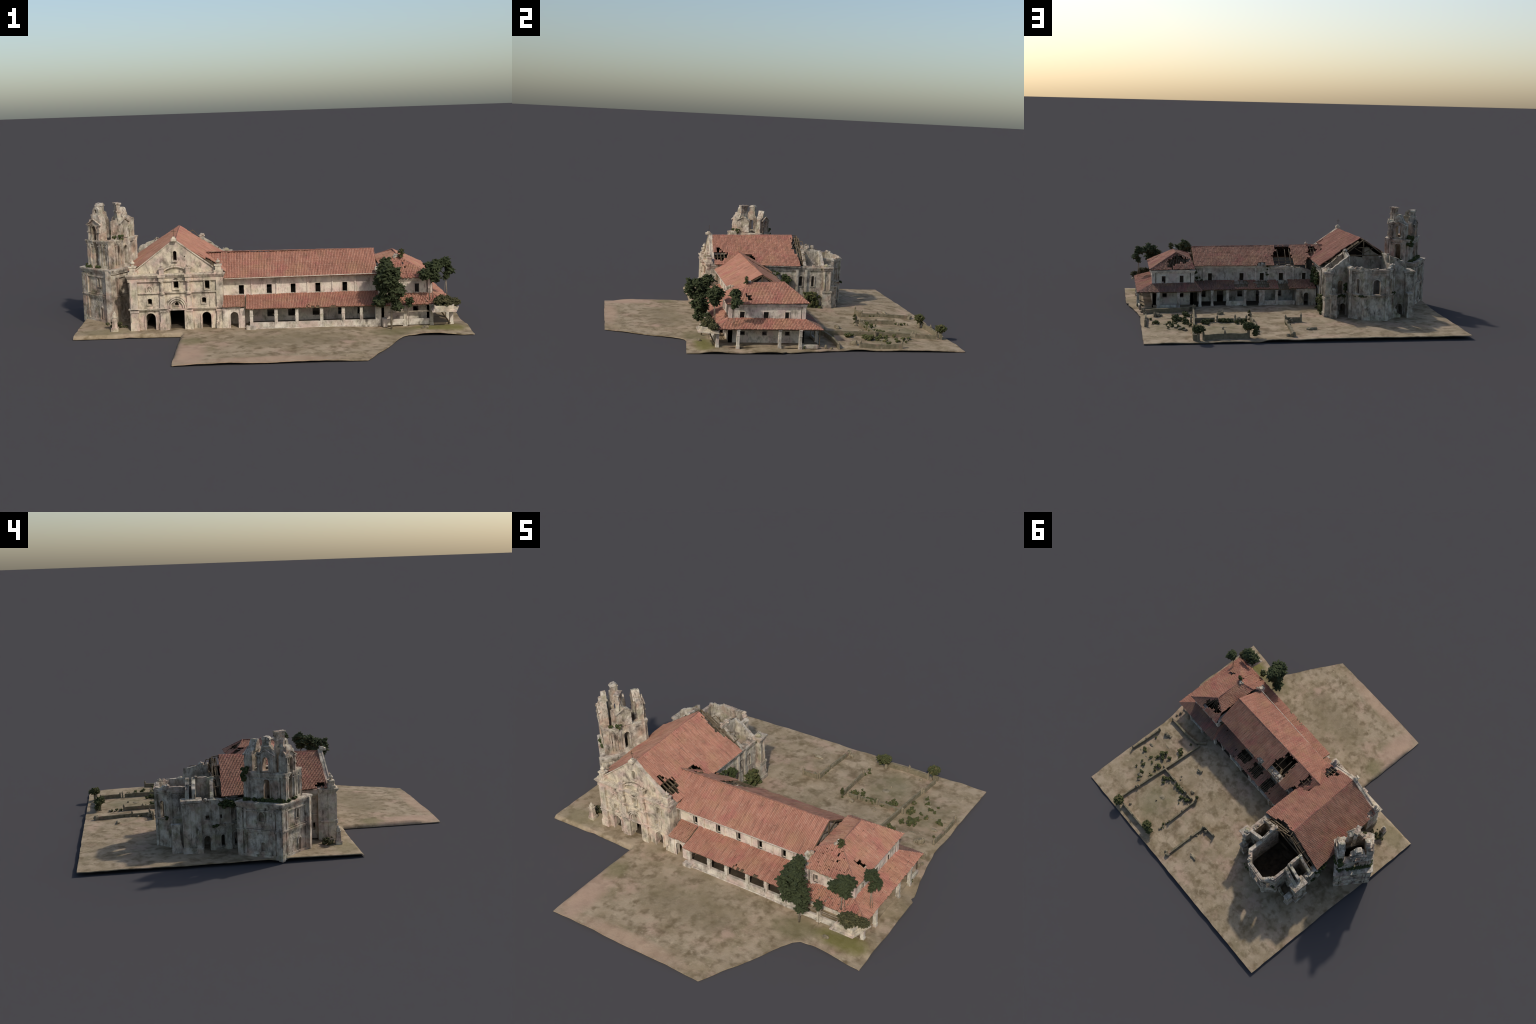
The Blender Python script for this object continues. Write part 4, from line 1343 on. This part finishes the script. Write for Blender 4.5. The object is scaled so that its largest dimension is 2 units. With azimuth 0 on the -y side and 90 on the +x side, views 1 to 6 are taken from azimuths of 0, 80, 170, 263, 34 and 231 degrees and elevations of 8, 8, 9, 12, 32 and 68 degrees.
def build_pavilion(conv):
    x0, x1, y0, y1 = .558, .814, -.336, .088
    top = .243
    def side(A, B, holes, nm='pavilion_wall', zt=top):
        L = (Vector(B) - Vector(A)).length
        p = Part().slab(A, B, [(0, .01), (L, .01), (L, zt), (0, zt)], holes, .022)
        w = p.done(nm, conv, 'convent')
        q = Part()
        q.cornice(A, B, 0, L, .228, .244, .012, 3)
        q.band(A, B, -.003, .018, .14, .23, .004); q.band(A, B, L - .018, L + .003, .14, .23, .004)
        for h in holes:
            q.trim(A, B, h, .004, .0025)
        q.done('moulding', w, 'convent', bevel=.001)
        return w
    sx = lambda x: x - x0
    side((x0, y0), (x1, y0), [rect(sx(.733), sx(.754), .167, .211), rect(sx(.724), sx(.750), .070, .097), rect(sx(.60), sx(.625), .167, .211)])
    ey = lambda y: y - y0
    side((x1, y0), (x1, y1), [rect(ey(a), ey(b), .156, .196) for a, b in ((-.276, -.250), (-.144, -.116), (-.024, -.001))] +
         [rect(ey(a), ey(b), .066, .088) for a, b in ((-.270, -.245), (-.148, -.122), (-.020, .007))])
    nx = lambda x: x1 - x
    side((x1, y1), (x0, y1), [rect(nx(.757), nx(.734), .161, .206), rect(nx(.646), nx(.622), .164, .209), rect(nx(.753), nx(.726), .072, .098), rect(nx(.646), nx(.621), .072, .098)])
    side((x0, y1), (x0, y0), [])
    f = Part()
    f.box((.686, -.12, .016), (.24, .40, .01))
    f.done('dark_interior', conv, 'dark')
    # hipped roof
    SE, NE, NW, SW = (.832, -.352, .240), (.832, .108, .250), (.552, .104, .258), (.552, -.352, .246)
    RS, RN = (.669, -.205, .331), (.665, -.012, .341)
    dN = [(.664, -.003, .335), (.640, .010, .325), (.580, .040, .30), (.600, .062, .285), (.625, .050, .29), (.65, .062, .285), (.672, .068, .28), (.69, .098, .26), (.706, .095, .262), (.722, .055, .29), (.69, .02, .315)]
    rE = roof('pavilion_roof', conv, [SE, NE, RN, RS], [[(.752, -.236, .285), (.768, -.238, .28), (.806, -.226, .26), (.800, -.215, .262), (.775, -.214, .275)]], free=(0,), seed=31)
    WS, WN = (.568, -.258, .302), (.572, .026, .306)
    roof('pavilion_roof', conv, [SW, SE, RS, WS], [[(.55, -.36, .24), (.565, -.36, .24), (.570, -.325, .26), (.55, -.33, .26)]], free=(0,), seed=32, rough=2.2, lost=.004)
    rN = roof('pavilion_roof', conv, [NE, NW, WN, RN], [dN], free=(0,), seed=33, mat='tile_old', rough=1.6)
    roof('pavilion_roof', conv, [WN, WS, RS, RN], (), free=(0,), seed=34, mat='tile_old', rough=1.6)
    ridge_caps('ridge_cap', conv, [SE, RS, RN, NE], seed=34)
    ridge_caps('ridge_cap', conv, [RN, WN], seed=35)
    ridge_caps('ridge_cap', conv, [RS, WS], seed=36)
    t = Part()
    A = Vector((.665, -.006, .330))
    for x in (.590, .615, .640, .662, .69, .715):
        t.beam(A + Vector(((x - .66) * .08, 0, 0)), (x, .072, .262 + .01 * noise.noise((x * 50, 0, 0))), .0028)
    t.done('rafter', rN, 'wood')
    # lean-to skirt on three sides
    e = dict(SW=(.556, -.408, .1215), SE=(.917, -.411, .121), NE=(.910, .174, .121), NW=(.513, .178, .126))
    u = dict(SW=(.556, -.334, .165), SE=(.812, -.334, .162), NE=(.812, .088, .160), NW=(.553, .088, .163))
    roof('veranda_roof', conv, [e['SW'], e['SE'], u['SE'], u['SW']], [[(.60, -.35, .16), (.57, -.335, .165), (.61, -.335, .165)]], free=(0,), seed=41, rough=2.4, lost=.004)
    roof('veranda_roof', conv, [e['SE'], e['NE'], u['NE'], u['SE']], (), free=(0,), seed=42, rough=1.4)
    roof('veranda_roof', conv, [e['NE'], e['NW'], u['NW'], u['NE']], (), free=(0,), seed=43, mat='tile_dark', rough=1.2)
    roof('veranda_roof', conv, [(.513, .178, .1262), (.511, .150, .1262), (.551, .02, .166), u['NW']], (), free=(), seed=44)
    ridge_caps('ridge_cap', conv, [e['NE'], u['NE']], seed=37)
    ridge_caps('ridge_cap', conv, [e['SE'], u['SE']], seed=38)
    p = Part()
    p.beam((.56, -.402, .1165), (.912, -.404, .116), .004); p.beam((.910, -.404, .116), (.904, .170, .116), .004); p.beam((.904, .169, .116), (.52, .172, .121), .004)
    p.done('eave_beam', conv, 'wood')
    for x, y in ((.673, -.405), (.803, -.403), (.900, -.406), (.902, -.294), (.900, -.065), (.902, .050), (.782, .165), (.658, .166)):
        column(conv, x, y, .010, .119, w=.017, d=.017)
    q = Part()
    q.box((.685, -.408, .035), (.215, .014, .030)); q.box((.575, -.408, .034), (.02, .026, .04))
    q.box((.72, .165, .030), (.11, .012, .018)); q.box((.897, .10, .024), (.012, .10, .022))
    q.roughen(.0012, 40).done('parapet', conv, 'convent_old', bevel=.002)
    f = Part()
    f.box((.855, -.12, .020), (.085, .56, .008)); f.box((.69, -.37, .020), (.25, .07, .008)); f.box((.69, .127, .020), (.26, .075, .008))
    f.done('veranda_floor', conv, 'earth')
    # broken masonry at the south-west corner of the hip
    c = Part()
    for i, (x, y, z, k) in enumerate(((.553, -.305, .282, .016), (.565, -.290, .288, .012), (.556, -.320, .272, .013), (.57, -.338, .255, .010), (.662, -.215, .335, .010), (.655, -.205, .334, .009), (.648, -.222, .328, .008))):
        c.lump((x, y, z), k, i + 3, .5)
    c.done('rubble', conv, 'tower', stuff=True)
    # lone sapling on the ridge end
    for dx, dz, r in ((0, 0, .014), (.008, .012, .013), (-.006, .018, .011), (.004, .026, .012), (.012, .028, .008)):
        clump(conv, (.680 + dx, -.229, .336 + dz), r, 'bush', name='sapling_clump')
    # planter canopy at the corner
    k = Part()
    k.prism([(.789, -.512), (.905, -.512), (.938, -.402), (.800, -.402)], .0985, .105)
    k.prism([(.796, -.503), (.900, -.503), (.926, -.404), (.806, -.404)], .105, .112)
    k.prism([(.803, -.495), (.895, -.495), (.915, -.410), (.812, -.410)], .112, .126, [[(.810, -.488), (.888, -.488), (.908, -.416), (.818, -.416)]])
    k.prism([(.806, -.492), (.892, -.492), (.912, -.412), (.814, -.412)], .110, .120)
    k.erode(.0008).done('planter_canopy', conv, 'facade')
    s = Part()
    s.beam((.893, -.415, .022), (.835, -.45, .100), .005); s.beam((.888, .160, .012), (.888, .160, .118), .004)
    s.done('strut', conv, 'wood')
    rl = Part()
    rl.beam((.595, -.418, .087), (.785, -.418, .091), .0025); rl.beam((.59, -.42, .086), (.80, -.43, .089), .0018)
    rl.done('pole', conv, 'trunk')


# --------------------------------------------------------------------------- planting
def build_trees():
    t = thing('tree', 'dense dark green broadleaf tree against the veranda', 'tree', (.60, -.47, .02))
    p = Part(); p.beam((.60, -.46, .015), (.600, -.465, .20), .007, n=8); p.beam((.60, -.465, .17), (.575, -.49, .25), .004, n=6); p.beam((.6, -.465, .17), (.62, -.45, .24), .004, n=6)
    p.done('trunk', t, 'trunk', smooth=True)
    crown(t, [((.582, -.492, .278), (.054, .068, .058), 54), ((.603, -.475, .200), (.052, .048, .055), 40), ((.578, -.435, .325), (.026, .028, .026), 12),
              ((.625, -.480, .128), (.020, .030, .024), 12), ((.548, -.460, .152), (.024, .030, .026), 12), ((.545, -.47, .24), (.02, .04, .04), 10)], 'leaf', .014, .024, 3, .66)
    t = thing('tree', 'small dark green tree leaning over the roof', 'tree', (.80, -.415, .15))
    p = Part(); p.beam((.791, -.415, .140), (.800, -.418, .27), .0035, n=6); p.beam((.81, -.41, .145), (.803, -.418, .25), .002, n=6)
    p.done('trunk', t, 'trunk', smooth=True)
    crown(t, [((.815, -.412, .300), (.034, .036, .028), 26), ((.772, -.420, .270), (.028, .026, .022), 16), ((.815, -.42, .254), (.016, .018, .020), 8)], 'leaf', .014, .024, 5, .6)
    t = thing('tree', 'small dark green tree on thin stems', 'tree', (.888, -.32, .14))
    p = Part()
    for dx, dy in ((-.006, .006), (.004, -.004), (.010, .004)):
        p.beam((.888 + dx, -.32 + dy, .130), (.890, -.322, .25), .0016, n=6)
    p.done('trunk', t, 'trunk', smooth=True)
    crown(t, [((.886, -.314, .306), (.022, .026, .024), 20), ((.912, -.310, .268), (.014, .028, .014), 11), ((.872, -.325, .300), (.012, .016, .012), 5), ((.893, -.322, .242), (.008, .012, .014), 5)], 'leaf', .012, .020, 6, .6)
    t = thing('sapling', 'thin sapling with drooping green top', 'tree', (.688, -.43, .018))
    p = Part(); p.beam((.685, -.426, .012), (.690, -.440, .14), .0017, n=6); p.done('trunk', t, 'trunk', smooth=True)
    crown(t, [((.690, -.440, .145), (.020, .018, .014), 10), ((.690, -.440, .125), (.012, .012, .010), 4)], 'leaf', .009, .015, 8, .6)
    t = thing('planter_bush', 'straggling dark bush spilling from a planter', 'plant', (.86, -.45, .118))
    crown(t, [((.850, -.452, .134), (.044, .038, .024), 46), ((.912, -.432, .130), (.024, .022, .012), 14), ((.858, -.45, .155), (.026, .022, .008), 12)], 'dry', .010, .017, 9, .7, True)
    for c, r, z0, extra in (((.602, .960, .068), (.030, .030, .016), .004, ()), ((.322, .920, .072), (.028, .026, .017), .006, (((.278, .925, .064), (.014, .014, .012)), ((.286, .935, .036), (.012, .012, .014))))):
        t = thing('clipped_tree', 'round clipped shrub on a short thick trunk', 'tree', (c[0], c[1], z0))
        p = Part(); p.lathe((c[0], c[1], z0), [(.012, 0), (.009, .012), (.008, .045), (.012, .055)], 9); p.roughen(.001, 60); p.done('trunk', t, 'stone', smooth=True)
        crown(t, [(c, r, 30)], 'bush', .010, .014, 12, .85, True)
        for c2, r2 in extra:
            crown(t, [(c2, r2, 10)], 'bush', .008, .011, 13, .8, True)


def build_ivy(church, conv):
    rnd = random.Random(21)
    def patch(nm, parent, c, rad, n, r0, r1, kind='ivy'):
        p = Part()
        for i in range(n):
            q = Vector((rnd.gauss(0, .5), rnd.gauss(0, .5), rnd.uniform(-1, 1)))
            p.lump((c[0] + q.x * rad[0], c[1] + q.y * rad[1], c[2] + q.z * rad[2]), rnd.uniform(r0, r1), rnd.random() * 99, .75, 2, (1, 1, .8))
        return p.done(nm, parent, kind, stuff=True)
    patch('climbing_bush', church, (-.208, .350, .072), (.018, .046, .050), 60, .008, .015, 'bush')
    patch('climbing_bush', church, (-.208, .255, .06), (.012, .03, .035), 16, .007, .012)
    patch('ivy', church, (-.212, .165, .20), (.010, .022, .035), 26, .007, .013)
    patch('ivy', church, (-.21, .10, .215), (.010, .03, .05), 26, .007, .012)
    patch('ivy', church, (-.205, .05, .16), (.010, .03, .08), 22, .006, .011)
    patch('ivy', church, (-.735, .228, .266), (.010, .045, .020), 36, .006, .012)
    patch('ivy', church, (-.742, .292, .152), (.006, .02, .006), 8, .004, .007)
    patch('ivy', church, (-.31, .438, .142), (.026, .006, .008), 12, .004, .008)
    patch('ivy', church, (-.40, .588, .168), (.03, .006, .006), 12, .004, .007)
    patch('ivy', church, (-.60, .54, .176), (.012, .010, .008), 9, .005, .008)
    patch('ivy', church, (-.22, .440, .268), (.016, .03, .012), 10, .004, .008)
    patch('ivy', church, (-.336, .436, .19), (.008, .006, .03), 12, .006, .011)
    patch('ivy', conv, (.56, .055, .225), (.016, .03, .014), 18, .005, .010)
    patch('ivy', conv, (.53, .030, .178), (.03, .006, .012), 12, .005, .008)
    patch('ivy', conv, (.085, .028, .23), (.012, .006, .035), 12, .004, .008)
    p = patch('weed', church, (-.752, -.280, .036), (.034, .026, .014), 30, .005, .010, 'dry')


def build_graveyard():
    g = thing('graveyard', 'low ruined walls, posts, stones and shrubs of a graveyard', 'cemetery', (.5, .6, .012))

    def wall(pts, h, t=.009, seed=0, gap=()):
        p = Part()
        for a, b in zip(pts, pts[1:]):
            a, b = Vector(a), Vector(b)
            L = (b - a).length
            n = max(1, int(L / .02))
            d = (b - a).normalized()
            zt = []
            for i in range(n + 1):
                q = a.lerp(b, i / n)
                zt.append((L * i / n, ground_z(q.x, q.y) + h * (1 + .10 * noise.noise((q.x * 25, q.y * 25, seed)))))
            p.slab(a, b, [(0, .004), (L, .004)] + zt[::-1], (), t, t / 2)
        p.roughen(.0008, 60)
        return p.done('graveyard_wall', g, 'gwall')

    def post(x, y, h=.05, w=.011):
        z = ground_z(x, y) - .006
        p = Part()
        p.box((x, y, z + h * .35), (w, w, h * .7), taper=.8); p.box((x, y, z + h * .72), (w * 1.1, w * 1.1, .004))
        p.lathe((x, y, z + h * .73), [(w * .35, 0), (w * .45, h * .10), (w * .2, h * .17), (w * .08, h * .27)], 8)
        p.done('gate_post', g, 'stone')

    wall([(.573, .257), (.592, .55), (.610, .770)], .026, seed=1)
    wall([(.617, .800), (.625, .920)], .026, seed=2)
    wall([(.594, .557), (.472, .559)], .026, seed=3); wall([(.452, .559), (.360, .557)], .020, seed=4); wall([(.340, .555), (.285, .553)], .020, seed=41)
    wall([(.257, .540), (.255, .770)], .024, seed=5)
    wall([(.569, .948), (.455, .948), (.320, .945)], .030, .010, seed=6)
    wall([(.630, .955), (.600, .955)], .032, .012, seed=16)
    wall([(.866, .403), (.871, .519), (.876, .633)], .026, seed=7)
    wall([(.072, .928), (.068, .80), (.062, .628)], .020, .012, seed=8)
    wall([(.051, .610), (-.028, .605)], .028, seed=9)
    wall([(.872, .275), (.708, .273), (.600, .258), (.558, .205)], .026, .012, seed=10)
    for x, y, h in ((.573, .26, .05), (.611, .785, .05), (.618, .80, .045), (.257, .535, .06), (.256, .66, .045), (.256, .775, .05), (.458, .56, .05), (.352, .556, .05), (.285, .553, .045),
                    (.573, .948, .058), (.456, .948, .058), (.866, .40, .050), (.871, .519, .045), (.877, .637, .055), (.066, .725, .045), (.063, .622, .055), (-.032, .604, .06),
                    (.055, .614, .04), (.625, .925, .04), (.872, .276, .045), (.70, .273, .03), (.61, .557, .05)):
        post(x, y, h)

    def stone(x, y, r, sc=(1, 1, .7), seed=0, mat='stone', nm='grave_stone'):
        Part().lump((x, y, ground_z(x, y) + r * sc[2] * .5), r, seed, .45, 2, sc).done(nm, g, mat)
    rnd = random.Random(5)
    for i, (x, y, r, sc) in enumerate(((.424, .378, .016, (1.3, .8, .9)), (.405, .372, .012, (.5, 1.2, 1.3)), (.327, .514, .014, (1.2, .9, .8)), (-.053, .805, .018, (1.5, .7, .5)), (-.075, .81, .012, (1.1, .6, .9)),
                                       (.545, .909, .010, (1, 1, .8)), (.815, .515, .012, (1.6, .8, .5)), (.796, .379, .016, (1.1, 1, 1.0)), (.812, .384, .014, (.7, 1, 1.5)), (.78, .372, .012, (1.2, 1, .8)),
                                       (.723, .438, .010, (2.0, .6, .2)), (.725, .652, .007, (1.5, 1, .4)), (.437, .70, .020, (1, 1, .12)), (.765, .60, .008, (1.2, .8, .3)), (.10, .925, .012, (1, 1, .8)),
                                       (.063, .735, .010, (1, 1, 1)), (.05, .69, .008, (1, 1, 1)), (.03, .625, .014, (.9, .8, 1.2)), (.073, .935, .016, (1, 1, 1.1)), (.68, .72, .015, (1.5, .9, .6)), (.66, .745, .013, (1.2, 1, .6)),
                                       (.255, .83, .008, (1, 1, .8)), (.26, .86, .010, (1, 1, .8)), (.262, .80, .008, (1, 1, 1)), (.46, .52, .006, (1, 1, .8)), (.475, .50, .006, (1, 1, .8)), (.70, .69, .010, (1.8, .8, .6)),
                                       (.760, -.490, .013, (1.3, .9, .7)), (.445, .75, .006, (1, 1, 1.2)), (.835, .60, .006, (1.4, 1, .5)), (.88, .20, .010, (.7, 1, 1.6)), (.885, .23, .008, (1, 1, 1)))):
        stone(x, y, r, sc, i)

    def bush(x, y, r, n, seed, kind='bush', h=1.0, grave=True):
        rr = random.Random(seed)
        b = Part()
        z = ground_z(x, y)
        for i in range(n):
            a, d = rr.uniform(0, 6.28), rr.uniform(0, r)
            b.lump((x + math.cos(a) * d, y + math.sin(a) * d, z + rr.uniform(.1, 1.3) * r * h), rr.uniform(.28, .5) * r, rr.random() * 50, .8, 2, (1, 1, .85))
        b.done('shrub', g, kind)
    for i, (x, y, r, h) in enumerate(((.811, .576, .014, 1), (.825, .57, .010, 1), (.733, .581, .012, 1), (.694, .495, .022, .9), (.675, .515, .016, 1), (.642, .483, .013, 1), (.705, .545, .014, 1), (.756, .641, .011, 1),
                                      (.728, .655, .013, 1), (.690, .70, .014, 1), (.665, .742, .013, 1), (.624, .663, .012, 1), (.640, .576, .017, 1), (.634, .385, .018, 1.3), (.615, .40, .013, 1.2), (.60, .42, .010, 1),
                                      (.536, .607, .018, .8), (.515, .585, .016, 1), (.52, .63, .012, .8), (.49, .565, .014, 1.1), (.435, .567, .016, 1), (.415, .57, .015, 1), (.395, .566, .016, 1), (.375, .57, .012, 1),
                                      (.345, .605, .014, 1), (.318, .585, .014, 1), (.300, .59, .015, 1.1), (.29, .57, .010, 1), (.325, .64, .008, 1), (.26, .845, .010, 1), (.27, .82, .010, 1), (.26, .79, .010, 1),
                                      (.838, .459, .010, 1), (.64, .62, .012, 1), (.66, .60, .010, 1), (.065, .675, .009, 1), (.067, .70, .008, 1), (.068, .77, .008, 1), (.55, .60, .010, 1), (.70, .60, .010, 1), (.895, .07, .012, 1.2),
                                      (.872, .12, .010, 1.2), (.63, .30, .010, 1.2), (.75, .70, .008, 1))):
        bush(x, y, r, 9 if r < .013 else 15, i)
    # young tree with two tufts by the path
    p = Part(); p.beam((.262, .522, .008), (.262, .522, .06), .0014, n=6); p.done('stem', g, 'trunk')
    bush(.262, .522, .009, 6, 90)
    for z in (.048, .068):
        for k in range(3):
            clump(g, (.262 + RNG.uniform(-.004, .004), .522 + RNG.uniform(-.004, .004), z + RNG.uniform(-.004, .006)), .009, 'bush', name='tuft')
    return g


def build_obelisk():
    p = Part()
    x, y, z = -.762, -.340, .012
    p.box((x, y, z + .012), (.036, .036, .024)); p.box((x, y, z + .046), (.027, .027, .052), taper=.75); p.box((x, y, z + .075), (.026, .026, .005))
    p.box((x, y, z + .085), (.018, .018, .015)); p.lathe((x, y, z + .092), [(.010, 0), (.006, .006), (.001, .016)], 8)
    o = p.done('obelisk', None, 'facade', bevel=.0012)
    o['label'] = 'small weathered stone marker post with pointed cap'
    o['category'] = 'monument'


def main():
    make_materials()
    build_ground()
    church = thing('ruined_church', 'ruined stone church with tiled roof and belfry', 'church', (-.45, 0, .02))
    build_church(church)
    conv = thing('convent', 'long two storey convent wing with tiled roofs', 'building', (.25, -.1, .02))
    build_convent(conv)
    build_trees()
    build_ivy(church, conv)
    build_graveyard()
    build_obelisk()


noise.seed_set(3)
main()
